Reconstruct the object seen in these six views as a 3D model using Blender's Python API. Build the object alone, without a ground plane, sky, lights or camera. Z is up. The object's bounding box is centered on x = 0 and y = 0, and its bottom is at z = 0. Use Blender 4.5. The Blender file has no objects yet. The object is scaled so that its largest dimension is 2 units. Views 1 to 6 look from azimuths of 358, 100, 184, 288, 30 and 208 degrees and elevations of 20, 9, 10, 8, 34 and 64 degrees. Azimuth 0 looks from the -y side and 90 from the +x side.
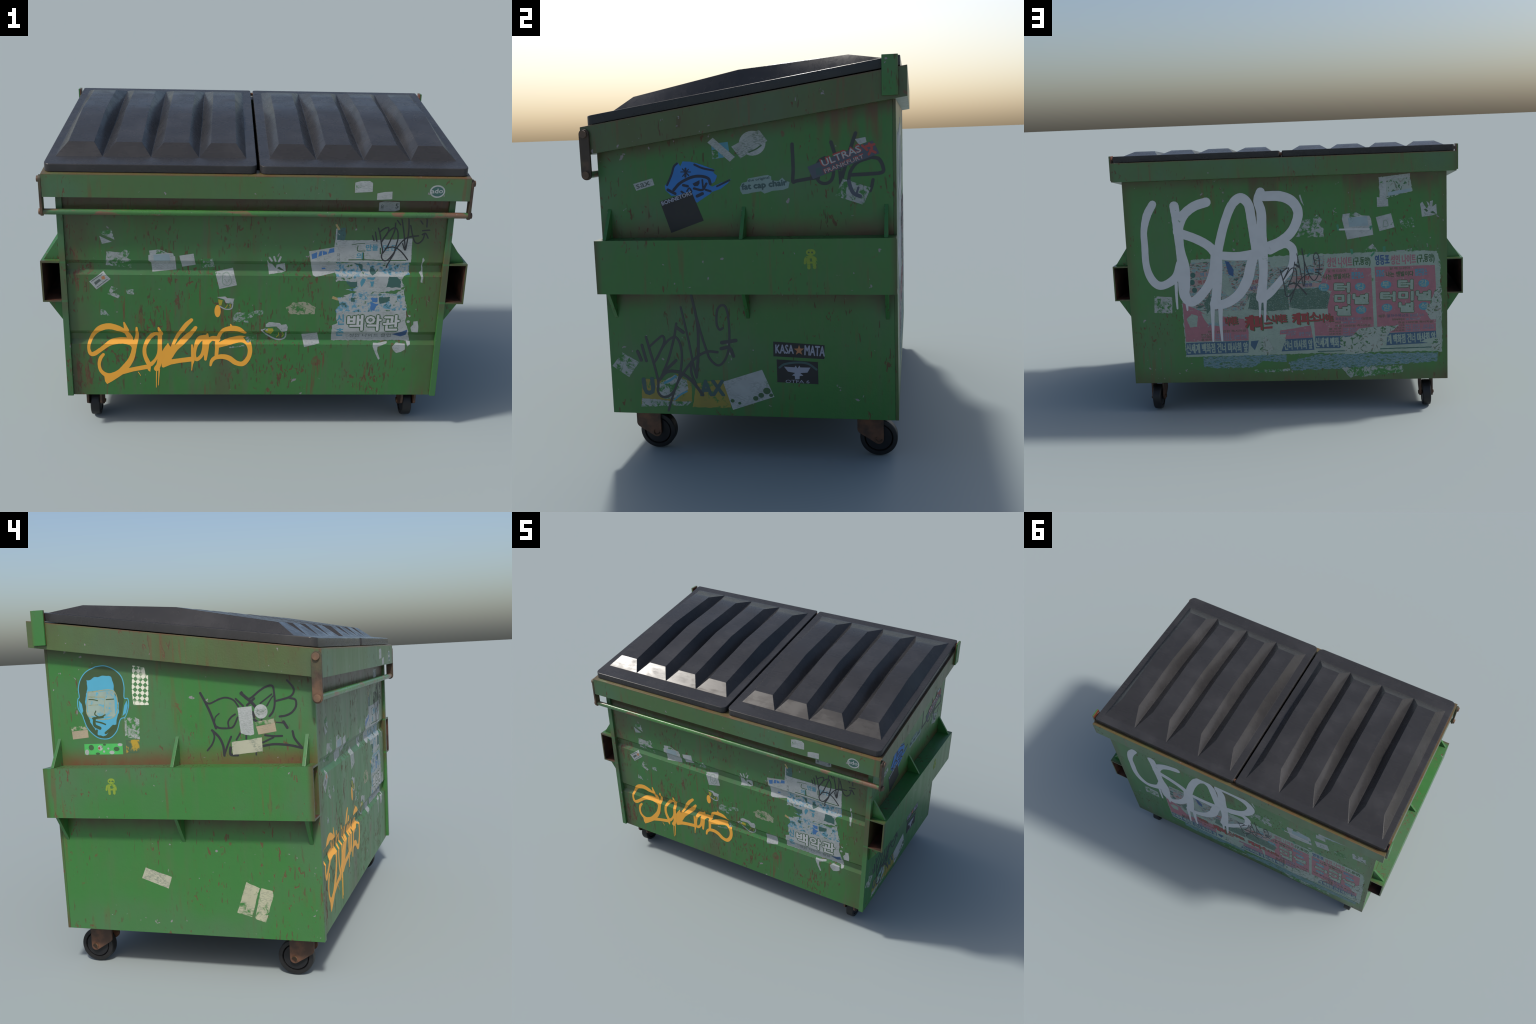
"""Green steel front-load dumpster with black ribbed plastic lids, fork pockets,
casters, pasted posters, stickers and graffiti.  Metres, z up, front = -y."""
import bpy, bmesh, math, random
from mathutils import Vector, Matrix, noise
random.seed(7)

# ------------------------------------------------------------------ sizes
HX, HY = 0.912, 0.5635            # body half width / half depth
Z0 = 0.18                         # underside of the body
RX, RY = 0.9615, 0.605            # rim half sizes
SLOPE = 0.1413                    # fall of the rim towards the front
rim_low = lambda y: 1.2033 + SLOPE * (y + RY)
rim_top = lambda y: 1.3100 + SLOPE * (y + RY)
LID_SLOPE = 0.1432
lid_top = lambda y: 1.3500 + LID_SLOPE * (y + 0.585)
FRONT_Y = -0.5505                 # face of the front panel, set back between the side flanges
GROOVES = [(0.888, 0.867, 0.8355, 0.8145), (0.527, 0.506, 0.477, 0.456)]
GROOVE_DEPTH = 0.0150
POCKET_LOW, POCKET_TOP, POCKET_X = 0.680, 0.884, 1.0

def front_depth(z):
    for a, b, c, d in GROOVES:
        if d < z < a:
            return FRONT_Y + GROOVE_DEPTH * min((a - z) / (a - b), 1.0, (z - d) / (c - d))
    return FRONT_Y

# ------------------------------------------------------------------ node helpers
class Net:
    """Small wrapper that lets node sums be written as expressions."""
    def __init__(self, name, metal=0.0):
        self.mat = bpy.data.materials.new(name)
        self.mat.use_nodes = True
        self.t = self.mat.node_tree
        self.bsdf = self.t.nodes["Principled BSDF"]
        self.co = self.t.nodes.new("ShaderNodeTexCoord").outputs["Object"]
        sep = self.t.nodes.new("ShaderNodeSeparateXYZ")
        self.t.links.new(self.co, sep.inputs[0])
        self.x, self.y, self.z = sep.outputs
        self.bsdf.inputs["Metallic"].default_value = metal
    def put(self, sock, v):
        if isinstance(v, bpy.types.NodeSocket):
            self.t.links.new(v, sock)
        elif sock.type == "RGBA" and len(v) == 3:
            sock.default_value = (*v, 1)
        else:
            sock.default_value = v
    def m(self, op, a, b=0.0, c=0.0, clamp=False):
        n = self.t.nodes.new("ShaderNodeMath"); n.operation = op; n.use_clamp = clamp
        for s, v in zip(n.inputs, (a, b, c)):
            self.put(s, v)
        return n.outputs[0]
    def fade(self, v, lo, hi):
        """0 at lo, 1 at hi, smooth; lo may exceed hi."""
        n = self.t.nodes.new("ShaderNodeMapRange"); n.interpolation_type = "SMOOTHSTEP"
        flip = lo > hi
        if flip: lo, hi = hi, lo
        self.put(n.inputs["Value"], v)
        n.inputs["From Min"].default_value, n.inputs["From Max"].default_value = lo, hi
        n.inputs["To Min"].default_value, n.inputs["To Max"].default_value = (1, 0) if flip else (0, 1)
        return n.outputs[0]
    def noise(self, scale, stretch=(1, 1, 1), detail=3, rough=.55, shift=0.0, distort=0.0):
        mp = self.t.nodes.new("ShaderNodeMapping")
        mp.inputs["Scale"].default_value = stretch
        mp.inputs["Location"].default_value = (shift, shift * .7, shift * 1.3)
        self.t.links.new(self.co, mp.inputs["Vector"])
        n = self.t.nodes.new("ShaderNodeTexNoise")
        self.t.links.new(mp.outputs[0], n.inputs["Vector"])
        n.inputs["Scale"].default_value = scale; n.inputs["Detail"].default_value = detail
        n.inputs["Roughness"].default_value = rough; n.inputs["Distortion"].default_value = distort
        return n.outputs["Fac"]
    def mix(self, f, a, b):
        n = self.t.nodes.new("ShaderNodeMix"); n.data_type = "RGBA"
        self.put(n.inputs[0], f); self.put(n.inputs[6], a); self.put(n.inputs[7], b)
        return n.outputs[2]
    def ramp(self, f, stops):
        n = self.t.nodes.new("ShaderNodeValToRGB"); n.color_ramp.interpolation = "CONSTANT"
        e = n.color_ramp.elements
        while len(e) < len(stops): e.new(.5)
        for el, (p, c) in zip(e, stops):
            el.position = p; el.color = (*c, 1)
        self.put(n.inputs[0], f)
        return n.outputs[0]
    def finish(self, colour, rough, bump=None, strength=.2, dist=.002, spec=.5, edge=0.0):
        self.put(self.bsdf.inputs["Base Color"], colour)
        self.put(self.bsdf.inputs["Roughness"], rough)
        self.bsdf.inputs["Specular IOR Level"].default_value = spec
        if bump is not None:
            n = self.t.nodes.new("ShaderNodeBump")
            n.inputs["Strength"].default_value = strength; n.inputs["Distance"].default_value = dist
            self.put(n.inputs["Height"], bump)
            if edge:
                bv = self.t.nodes.new("ShaderNodeBevel"); bv.samples = 4; bv.inputs["Radius"].default_value = edge
                self.t.links.new(bv.outputs[0], n.inputs["Normal"])
            self.t.links.new(n.outputs[0], self.bsdf.inputs["Normal"])
        return self.mat

GREEN, GREYED, OLIVE = (.032, .146, .031), (.056, .128, .058), (.062, .116, .037)
RUST, RUST_DARK, PRIMER = (.125, .040, .020), (.075, .032, .018), (.26, .21, .25)

def paint(name, zones=(), tone=(.032, .146, .031), chips=1.0, streak=1.0, grey=.45, rough=.36, runs=0.0):
    """Weathered green enamel.  zones: functions Net -> 0..1 mask of rust stain, with painted shade under the rim."""
    n = Net(name)
    big = n.noise(2.3, detail=2, shift=3.1)
    mid = n.noise(7, (1, 1, .6), detail=3, shift=1.7)
    c = n.mix(n.m("MULTIPLY", n.fade(big, .42, .66), grey * 1.6, clamp=True), tone, GREYED)
    c = n.mix(n.m("MULTIPLY", n.fade(mid, .55, .75), .35), c, OLIVE)
    run = n.noise(26, (1, 1, .05), detail=2, shift=5)
    c = n.mix(n.m("MULTIPLY", n.fade(run, .5, .75), .22 * streak), c, (.075, .105, .055))
    # stains around the seams; the ones under the rim include painted shade
    for z in zones:
        mask, strength, col = z(n)
        brk = n.m("MULTIPLY_ADD", n.noise(9, (1, 1, .45), detail=5, shift=9), 1.5, -.02)
        c = n.mix(n.m("MULTIPLY", n.m("MULTIPLY", mask, brk, clamp=True), strength, clamp=True), c, col)
    if runs:
        tail = n.m("MULTIPLY", n.fade(n.noise(48, (1, 1, .07), detail=3, shift=19), .54, .66), n.fade(n.noise(5.5, (1, 1, .6), detail=3, shift=29), .46, .64))
        c = n.mix(n.m("MULTIPLY", tail, runs, clamp=True), c, RUST)
    # rust specks that run down, only where a broad noise lets them
    where = n.fade(n.noise(4.2, detail=3, shift=11), .44, .62)
    spot = n.noise(58, (1, 1, .46), detail=3, rough=.55, shift=2.2, distort=.7)
    lim = n.m("MULTIPLY_ADD", where, -.065 * chips, .735)
    s = n.m("MULTIPLY", n.m("SUBTRACT", spot, lim), 26, clamp=True)
    c = n.mix(n.m("MULTIPLY", s, .8), c, n.mix(n.noise(60), RUST_DARK, RUST))
    blot = n.m("MULTIPLY", n.m("SUBTRACT", n.noise(17, (1, 1, .7), detail=4, rough=.6, shift=41, distort=.5), .735 - .02 * chips), 18, clamp=True)
    c = n.mix(n.m("MULTIPLY", blot, .75), c, n.mix(n.noise(40), (.11, .045, .03), RUST))
    fine = n.noise(95, (1, 1, .20), detail=1, shift=21)
    s2 = n.m("MULTIPLY", n.m("MULTIPLY", n.m("SUBTRACT", fine, .69 - .025 * streak), 22, clamp=True), n.m("MULTIPLY", where, streak), clamp=True)
    c = n.mix(n.m("MULTIPLY", s2, .7), c, RUST_DARK)
    chip = n.noise(33, detail=2, shift=31, distort=.4)
    p = n.m("MULTIPLY", n.m("SUBTRACT", chip, n.m("MULTIPLY_ADD", n.fade(n.noise(4, detail=1, shift=17), .45, .65), -.065, .750)), 30, clamp=True)
    c = n.mix(n.m("MULTIPLY", p, .75), c, PRIMER)
    h = n.m("ADD", n.noise(160, detail=2), n.m("MULTIPLY_ADD", n.noise(14, detail=3, shift=8), 3.0, n.m("MULTIPLY", n.m("MAXIMUM", s, p), -1.2)))
    r = n.m("MULTIPLY_ADD", n.m("MAXIMUM", s, s2), .3, n.m("MULTIPLY_ADD", n.noise(18, (1, 1, .08), detail=3, shift=4), .22, rough - .11))
    return n.finish(c, r, h, .22, .0015)

def under_rim(width, strength, col=RUST_DARK):  # brown rust together with the rim's soft shadow, both put into the colour
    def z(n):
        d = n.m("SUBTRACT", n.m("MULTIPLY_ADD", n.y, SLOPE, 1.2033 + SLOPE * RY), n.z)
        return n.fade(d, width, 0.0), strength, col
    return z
def band(lo, hi, strength, col=RUST):
    """stain strongest at height lo, gone at height hi"""
    return lambda n: (n.fade(n.z, hi, lo), strength, col) if hi > lo else (n.m("MULTIPLY", n.fade(n.z, hi, lo), n.m("LESS_THAN", n.z, lo)), strength, col)
def inside(lo, hi, strength, col):
    return lambda n: (n.m("MULTIPLY", n.m("GREATER_THAN", n.z, lo), n.m("LESS_THAN", n.z, hi)), strength, col)
def shelf(lo, hi, strength, col=RUST):
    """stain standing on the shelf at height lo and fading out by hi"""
    return lambda n: (n.m("MULTIPLY", n.fade(n.z, hi, lo), n.m("GREATER_THAN", n.z, lo)), strength, col)
def ends(axis, a, b, strength, col):
    """stain growing from |axis| = a to |axis| = b"""
    return lambda n: (n.fade(n.m("ABSOLUTE", getattr(n, axis)), a, b), strength, col)
def stain_box(x0, x1, z0, z1, strength, col):
    return lambda n: (n.m("MULTIPLY", n.m("MULTIPLY", n.fade(n.x, x0, x0 + .02), n.fade(n.x, x1, x1 - .02)), n.fade(n.z, z0, z1)), strength, col)

def corner_stain(n):
    m = n.m("MULTIPLY", n.m("MULTIPLY", n.fade(n.y, .12, .42), n.fade(n.z, 1.12, 1.33)), n.m("GREATER_THAN", n.x, 0))
    return n.m("MULTIPLY", m, n.fade(n.noise(22, (1, 1, .10), detail=3, shift=7), .42, .62)), 1.0, RUST

def worn(name, col, wear=0.0, rough=.55, grime=.35, scale=55, under=GREEN, print_=0.0):
    """Printed or pasted paper, vinyl or spray paint; wear shows the enamel underneath."""
    n = Net(name)
    c = n.mix(n.m("MULTIPLY", n.fade(n.noise(scale * .35, detail=4, shift=2), .35, .7), grime), col, tuple(v * .62 + .02 for v in col))
    if print_:
        row = n.noise(150, (.6, .6, 2.2), detail=2, shift=12)
        area = n.fade(n.noise(16, detail=2, shift=18), .40, .55)
        c = n.mix(n.m("MULTIPLY", n.m("MULTIPLY", n.fade(row, .47, .56), area), print_), c, (.10, .14, .11))
    if wear:
        k = n.noise(scale, detail=5, rough=.65, shift=6, distort=.6)
        k2 = n.noise(scale * .25, detail=2, shift=14)
        f = n.m("MULTIPLY", n.m("SUBTRACT", n.m("ADD", n.m("MULTIPLY", k, .6), n.m("MULTIPLY", k2, .4)), .66 - wear * .34), 14, clamp=True)
        c = n.mix(f, c, under)
    return n.finish(c, rough, n.noise(140, detail=2), .12, .001)

def speckled(name, stops, scale=45, stretch=(1, 1, 1), rough=.55, distort=.4, grime=.2):
    n = Net(name)
    c = n.ramp(n.noise(scale, stretch, detail=3, shift=4, distort=distort), [(p, tuple(v * DIM for v in k)) for p, k in stops])
    c = n.mix(n.m("MULTIPLY", n.noise(20, detail=3), grime), c, (.12, .16, .12))
    return n.finish(c, rough, n.noise(140, detail=2), .12, .001)

def checkered(name):
    n = Net(name)
    mp = n.t.nodes.new("ShaderNodeMapping"); mp.inputs["Rotation"].default_value = (math.radians(38), 0, 0)
    n.t.links.new(n.co, mp.inputs["Vector"])
    ck = n.t.nodes.new("ShaderNodeTexChecker"); n.t.links.new(mp.outputs[0], ck.inputs["Vector"])
    ck.inputs["Scale"].default_value = 66
    f = n.m("MULTIPLY", ck.outputs["Fac"], n.fade(n.noise(14, shift=3), .36, .5))
    return n.finish(n.mix(f, (.60, .60, .50), (.06, .17, .06)), .55)

def rusty(name, lo=(.050, .026, .016), hi=(.15, .062, .030), green=0.0):
    n = Net(name)
    c = n.mix(n.fade(n.noise(16, detail=5, shift=1), .35, .68), lo, hi)
    if green:
        c = n.mix(n.m("MULTIPLY", n.fade(n.noise(7, detail=4, shift=6), .52, .60), green), c, (.06, .15, .05))
    return n.finish(c, n.m("MULTIPLY_ADD", n.noise(30), .3, .42), n.noise(90, detail=4), .35, .002)

def plastic(name, col, rough=.27, spec=.30, edge=0.0):
    n = Net(name)
    big = n.noise(5, detail=4, shift=2)
    scr = n.noise(34, (.16, 1, 1), detail=4, rough=.65, shift=5, distort=1.2)
    c = n.mix(n.m("MULTIPLY", n.fade(big, .45, .72), .55), col, tuple(v * 1.6 for v in col))
    r = n.m("MULTIPLY_ADD", scr, .26, n.m("MULTIPLY_ADD", n.noise(9, detail=3, rough=.55, shift=13, distort=.6), .34, rough - .30))
    return n.finish(c, r, n.m("ADD", n.noise(220, detail=2), n.m("MULTIPLY", scr, 1.0)), .012, .001, spec, edge)

MATS = {}
DIM = .70      # evenly dims print, sticker and spray colours
def build_materials():
    M = MATS
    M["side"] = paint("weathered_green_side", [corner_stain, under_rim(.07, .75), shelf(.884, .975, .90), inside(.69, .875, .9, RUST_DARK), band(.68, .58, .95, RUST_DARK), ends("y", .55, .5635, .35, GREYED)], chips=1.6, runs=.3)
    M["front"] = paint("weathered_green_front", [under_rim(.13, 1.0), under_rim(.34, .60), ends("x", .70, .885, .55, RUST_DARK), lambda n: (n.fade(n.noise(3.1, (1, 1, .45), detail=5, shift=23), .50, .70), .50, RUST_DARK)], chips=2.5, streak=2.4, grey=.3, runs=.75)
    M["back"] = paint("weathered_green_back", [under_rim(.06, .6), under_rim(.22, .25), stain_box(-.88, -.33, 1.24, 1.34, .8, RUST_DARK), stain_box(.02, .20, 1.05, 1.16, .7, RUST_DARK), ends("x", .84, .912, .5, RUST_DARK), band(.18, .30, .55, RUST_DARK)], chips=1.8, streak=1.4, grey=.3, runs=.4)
    M["rim"] = paint("weathered_green_rim", [lambda n: (n.fade(n.m("SUBTRACT", n.z, n.m("MULTIPLY_ADD", n.y, SLOPE, 1.31 + SLOPE * RY)), -.008, .0), .9, (.13, .065, .03)), ends("x", .93, .962, .45, RUST_DARK)], tone=(.058, .125, .040), chips=1.6, grey=.75, runs=.45)
    M["pocket"] = paint("weathered_green_pocket", [ends("y", .535, .5635, .75, RUST_DARK)], chips=2.0, grey=.55, runs=.4)
    M["bar"] = paint("scraped_green_bar", [lambda n: (n.fade(n.noise(5, (1, 3, 3), detail=3, shift=2), .54, .60), .95, (.20, .075, .055))], tone=(.052, .175, .04), chips=.8, rough=.3)
    M["rust"] = rusty("rusted_steel"); M["rust_dark"] = rusty("dark_rusted_steel", (.03, .016, .011), (.09, .035, .02))
    M["link"] = rusty("rusted_link_steel", (.042, .027, .017), (.115, .062, .034), .12); M["bolt"] = rusty("worn_bolt_steel", (.085, .050, .030), (.165, .090, .048))
    M["hinge"] = paint("weathered_green_hinge", [ends("x", .9670, .9655, 1.6, RUST), ends("y", .560, .576, .4, RUST)], chips=1.6, grey=.5)
    M["lid"] = plastic("black_lid_plastic", (.029, .0285, .0295), edge=.003)
    M["tyre"] = plastic("black_tyre_rubber", (.016, .016, .017), .42); M["hub"] = plastic("dark_hub_plastic", (.014, .014, .016), .38)
    P = (.47, .50, .50)
    for nm, col, kw in (
        ("paper", P, {"wear": .16, "print_": .30}), ("printed_paper", (.42, .45, .44), {"wear": .2, "print_": .75}), ("pale_pink", (.44, .30, .29), {"wear": .15, "print_": .3}), ("white_paper", (.62, .63, .64), {}), ("worn_paper", (.42, .45, .44), {"wear": .52, "print_": .4}), ("scraped_paper", (.36, .41, .40), {"wear": .64, "scale": 70}),
        ("cream_paper", (.50, .50, .38), {"wear": .12, "print_": .6}), ("worn_cream", (.52, .52, .36), {"wear": .44, "scale": 34, "print_": .4}), ("tan_paper", (.46, .38, .26), {"print_": .25}), ("scraped_tan", (.40, .40, .28), {"wear": .58, "scale": 70}),
        ("tape", (.50, .38, .16), {}), ("green_tape", (.05, .28, .15), {}), ("pale_blue", (.33, .44, .48), {"wear": .15}), ("pale_green_paper", (.35, .45, .38), {"wear": .14, "scale": 40, "print_": .2}),
        ("pink_ink", (.42, .165, .205), {"wear": .24, "scale": 110, "under": (.26, .30, .27)}), ("band_blue", (.050, .125, .215), {"wear": .08}), ("green_ink", (.050, .135, .050), {}), ("grey_ink", (.10, .13, .12), {}), ("pale_green_ink", (.28, .37, .31), {}),
        ("blue_ink", (.06, .20, .48), {}), ("light_blue_ink", (.085, .32, .43), {"wear": .12}), ("navy_ink", (.035, .10, .25), {}), ("teal_ink", (.045, .14, .12), {}), ("red_ink", (.45, .07, .06), {"wear": .2}), ("brick_red", (.36, .055, .06), {"wear": .12}),
        ("orange_ink", (.55, .24, .10), {}), ("yellow_ink", (.50, .44, .03), {}), ("beige_ink", (.40, .42, .26), {"wear": .3}), ("pale_lilac", (.38, .40, .50), {"wear": .15}), ("pale_teal", (.26, .38, .36), {}), ("dark_teal", (.055, .12, .12), {}),
        ("black_vinyl", (.018, .018, .021), {"grime": .2}), ("slate_vinyl", (.085, .10, .14), {"wear": .15}), ("royal_blue", (.026, .21, .62), {"grime": .2}), ("navy_paint", (.010, .022, .060), {}), ("bright_green", (.08, .55, .12), {"wear": .1}),
        ("worn_yellow", (.34, .28, .05), {"wear": .35}), ("scraped_yellow", (.50, .34, .03), {"wear": .55, "under": (.05, .10, .05)}), ("orange_paint", (1.22, .55, .050), {"grime": .05, "rough": .45}), ("silver_paint", (.68, .69, .715), {"grime": .14, "rough": .45, "wear": .05}),
        ("black_marker", (.030, .030, .036), {"grime": .1, "rough": .4}), ("black_spray", (.040, .048, .050), {"grime": .1, "rough": .5, "wear": .06}), ("lime_spray", (.26, .38, .03), {"wear": .35, "scale": 80}),
        ("olive_paint", (.045, .095, .030), {"wear": .05}), ("sky_paint", (.09, .44, .64), {"grime": .12}), ("faded_marker", (.055, .062, .066), {"grime": .1, "rough": .45, "wear": .04}), ("teal_paint", (.36, .48, .42), {"grime": .5, "scale": 40, "wear": .42, "under": (.06, .30, .44)})):
        M[nm] = worn(nm, tuple(v * DIM for v in col), **kw)
    B, T, G2 = (.12, .36, .50), (.04, .13, .13), (.05, .17, .06)
    M["blue_print"] = speckled("torn_blue_print", [(0, T), (.36, B), (.43, (.30, .42, .50)), (.48, P), (.60, (.36, .42, .40)), (.65, G2)], 42)
    M["teal_print"] = speckled("dark_teal_print", [(0, (.30, .36, .36)), (.38, T), (.60, (.03, .09, .09))], 40)
    M["collage_print"] = speckled("layered_poster_print", [(0, G2), (.33, (.05, .14, .13)), (.40, (.40, .22, .22)), (.45, (.33, .42, .36)), (.54, (.12, .32, .42)), (.58, (.33, .42, .36)), (.63, (.42, .11, .15)), (.67, G2)], 30, (1, 1, 2.2), distort=1.0)
    M["dark_print"] = speckled("dark_green_print", [(0, (.24, .32, .27)), (.40, (.075, .165, .125)), (.52, (.05, .12, .085)), (.60, (.17, .27, .22)), (.66, (.10, .24, .28))], 85, (1, 1, 2.5))
    M["torn_paper"] = speckled("half_torn_paper", [(0, G2), (.41, (.40, .46, .42)), (.56, (.30, .38, .33)), (.60, (.36, .22, .24)), (.62, G2), (.68, (.40, .46, .42))], 26, distort=1.2)
    M["blue_residue"] = speckled("scraped_blue_paper", [(0, G2), (.40, (.11, .24, .28)), (.47, (.22, .33, .34)), (.52, (.11, .26, .33)), (.60, (.08, .19, .14)), (.64, G2)], 75, (.45, 1, 1.6), distort=.6)
    M["checker_paper"] = checkered("checkered_sticker")

# ------------------------------------------------------------------ mesh helpers
COL = bpy.context.scene.collection
def empty(name, parent=None):
    o = bpy.data.objects.new(name, None); COL.objects.link(o); o.empty_display_size = .1
    if parent: o.parent = parent
    return o
def add(name, me, mats, parent):
    o = bpy.data.objects.new(name, me); COL.objects.link(o)
    if not me.materials:
        for m in (mats if isinstance(mats, (list, tuple)) else [mats]):
            me.materials.append(MATS[m])
    o.parent = parent
    return o
def to_mesh(bm, name, smooth=None, flat=True):
    bmesh.ops.recalc_face_normals(bm, faces=bm.faces)
    me = bpy.data.meshes.new(name); bm.to_mesh(me); bm.free()
    if smooth is not None:
        me.shade_smooth(); me.set_sharp_from_angle(angle=math.radians(smooth))
        for p in me.polygons:       # broad faces stay flat, only the narrow chamfers are shaded round
            long = max((me.vertices[a].co - me.vertices[b].co).length for a, b in p.edge_keys)
            if flat and p.area / max(long, 1e-9) > .0075:
                p.use_smooth = False
    return me
def solid(poly, lo, hi, axis):
    """prism: 2-D outline swept along an axis ('x': outline is (y,z), 'y': (x,z), 'z': (x,y))"""
    bm = bmesh.new()
    def P(p, t): return {"x": (t, *p), "y": (p[0], t, p[1]), "z": (*p, t)}[axis]
    a = [bm.verts.new(P(p, lo)) for p in poly]; b = [bm.verts.new(P(p, hi)) for p in poly]
    bm.faces.new(a); bm.faces.new(b[::-1])
    for i in range(len(poly)):
        j = (i + 1) % len(poly); bm.faces.new((a[i], a[j], b[j], b[i]))
    bmesh.ops.recalc_face_normals(bm, faces=bm.faces)
    return bm
def soften(bm, width, seg=2, only=None):
    e = [x for x in bm.edges if x.is_manifold and x.calc_face_angle(0) > .5 and (only is None or only(x))]
    bmesh.ops.bevel(bm, geom=e, offset=width, segments=seg, profile=.7, affect="EDGES", clamp_overlap=True)
    return bm
def merge(*bms):
    out = bms[0]
    for b in bms[1:]:
        me = bpy.data.meshes.new("tmp"); b.to_mesh(me); b.free(); out.from_mesh(me); bpy.data.meshes.remove(me)
    return out
def arc(cx, cy, r, a0, a1, n):
    return [(cx + r * math.cos(math.radians(a0 + (a1 - a0) * i / n)), cy + r * math.sin(math.radians(a0 + (a1 - a0) * i / n))) for i in range(n + 1)]
def round_bar(radius, length, seg=28, bevel=0.0):
    bm = bmesh.new()
    bmesh.ops.create_cone(bm, cap_ends=True, segments=seg, radius1=radius, radius2=radius, depth=length, matrix=Matrix.Rotation(math.pi / 2, 4, "Y"))
    if bevel:
        e = [x for x in bm.edges if x.is_manifold and x.calc_face_angle(0) > 1.0]
        bmesh.ops.bevel(bm, geom=e, offset=bevel, segments=2, profile=.7, affect="EDGES")
    return bm

# ------------------------------------------------------------------ the steel body
def build_body(root):
    parts = {}
    y0, y1 = -HY, HY - .012
    for s in (1, -1):
        outline = [(y0, Z0), (y1, Z0), (y1, rim_low(y1) + .06), (y0, rim_low(y0) + .06)]
        bm = soften(solid(outline, s * HX, s * (HX - .028), "x"), .0018)
        parts["R" if s > 0 else "L"] = add("side_panel", to_mesh(bm, "side_panel", 35), "side", root)
    prof = [(FRONT_Y, Z0)]
    for a, b, c, d in reversed(GROOVES):
        prof += [(FRONT_Y, d), (FRONT_Y + GROOVE_DEPTH, c), (FRONT_Y + GROOVE_DEPTH, b), (FRONT_Y, a)]
    prof += [(FRONT_Y, 1.27)]
    prof = prof + [(y + .010, z) for y, z in reversed(prof)]
    bm = solid(prof, -(HX - .0285), HX - .0285, "x")
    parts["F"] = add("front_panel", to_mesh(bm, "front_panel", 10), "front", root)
    bm = soften(solid([(-HX, Z0), (HX, Z0), (HX, 1.42), (-HX, 1.42)], HY - .0118, HY, "y"), .0015)
    parts["B"] = add("back_panel", to_mesh(bm, "back_panel", 35), "back", root)
    bm = solid([(-.883, FRONT_Y + .0105), (.883, FRONT_Y + .0105), (.883, HY - .0125), (-.883, HY - .0125)], Z0 + .001, Z0 + .013, "z")
    add("floor_panel", to_mesh(bm, "floor_panel"), "rust_dark", root)
    # sloping rim: a closed rectangular ring
    bm = bmesh.new(); rings = []
    ox, oy, ix, iy = RX, RY, .885, .535
    for hx, hy, f in ((ox, oy, rim_low), (ox, oy, rim_top), (ix, iy, rim_top), (ix, iy, rim_low)):
        rings.append([bm.verts.new((x, y, f(y))) for x, y in ((-hx, -hy), (hx, -hy), (hx, hy), (-hx, hy))])
    for k in range(4):
        a, b = rings[k], rings[(k + 1) % 4]
        for i in range(4):
            j = (i + 1) % 4; bm.faces.new((a[i], a[j], b[j], b[i]))
    bmesh.ops.recalc_face_normals(bm, faces=bm.faces)
    soften(bm, .0025)
    parts["M"] = add("rim", to_mesh(bm, "rim", 35), "rim", root)
    return parts

# ------------------------------------------------------------------ the two ribbed lids
def lid_mesh():
    """right-hand lid; x from .0065 to .951, ribs of constant width on a sloping plate"""
    x0, x1, ya, yb, t = .0065, .9515, -.586, .581, .0345
    r = .030
    out = arc(x1 - r, ya + r, r, -90, 0, 7) + arc(x1 - .012, yb - .012, .012, 0, 90, 4) + arc(x0 + .012, yb - .012, .012, 90, 180, 4) + arc(x0 + r, ya + r, r, 180, 270, 7)
    bm = solid(out, -t, 0, "z")
    e = [x for x in bm.edges if x.is_manifold and x.calc_face_angle(0) > 1 and all(v.co.z > -.001 for v in x.verts)]
    bmesh.ops.bevel(bm, geom=e, offset=.0042, segments=3, profile=.6, affect="EDGES")
    # ribs: four hipped ridges, crest kinked in the middle
    edges = [.0520, .2668, .4833, .7020, .9135]
    ya, yb2 = -.492, .529
    stations = [(-.4215, .0440), (-.010, .0668), (.395, .0432)]
    rib = bmesh.new()
    for k in range(4):
        bl, br = edges[k] + .0003, edges[k + 1] - .0003
        cx = .1565 + .2166 * k; tl, tr = cx - .0582, cx + .0582
        base = [[rib.verts.new((x, y, 0)) for x in (bl, br)] for y in (ya, -.010, yb2)]
        top = [[rib.verts.new((x, y, h)) for x in (tl + d, tr - d)] for (y, h), d in zip(stations, (0, .0005, 0))]
        rib.faces.new((base[0][0], base[0][1], top[0][1], top[0][0]))
        rib.faces.new((base[2][1], base[2][0], top[2][0], top[2][1]))
        for i in range(2):
            rib.faces.new((top[i][0], top[i][1], top[i + 1][1], top[i + 1][0]))
            rib.faces.new((base[i + 1][0], base[i][0], top[i][0], top[i + 1][0]))
            rib.faces.new((base[i][1], base[i + 1][1], top[i + 1][1], top[i][1]))
    bmesh.ops.recalc_face_normals(rib, faces=rib.faces)
    for f in rib.faces: f.tag = True
    bmesh.ops.subdivide_edges(rib, edges=[e for e in rib.edges], cuts=3, use_grid_fill=True)
    for v in rib.verts: v.co.z = max(v.co.z, 0) + .0001
    bm = merge(bm, rib)
    for v in bm.verts:
        v.co.z += lid_top(v.co.y)
    return bm

def lid_shading(me):
    for p in me.polygons:           # the big plate face is flat, everything else smooth by angle
        if len(p.vertices) > 12: p.use_smooth = False
    return me

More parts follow.
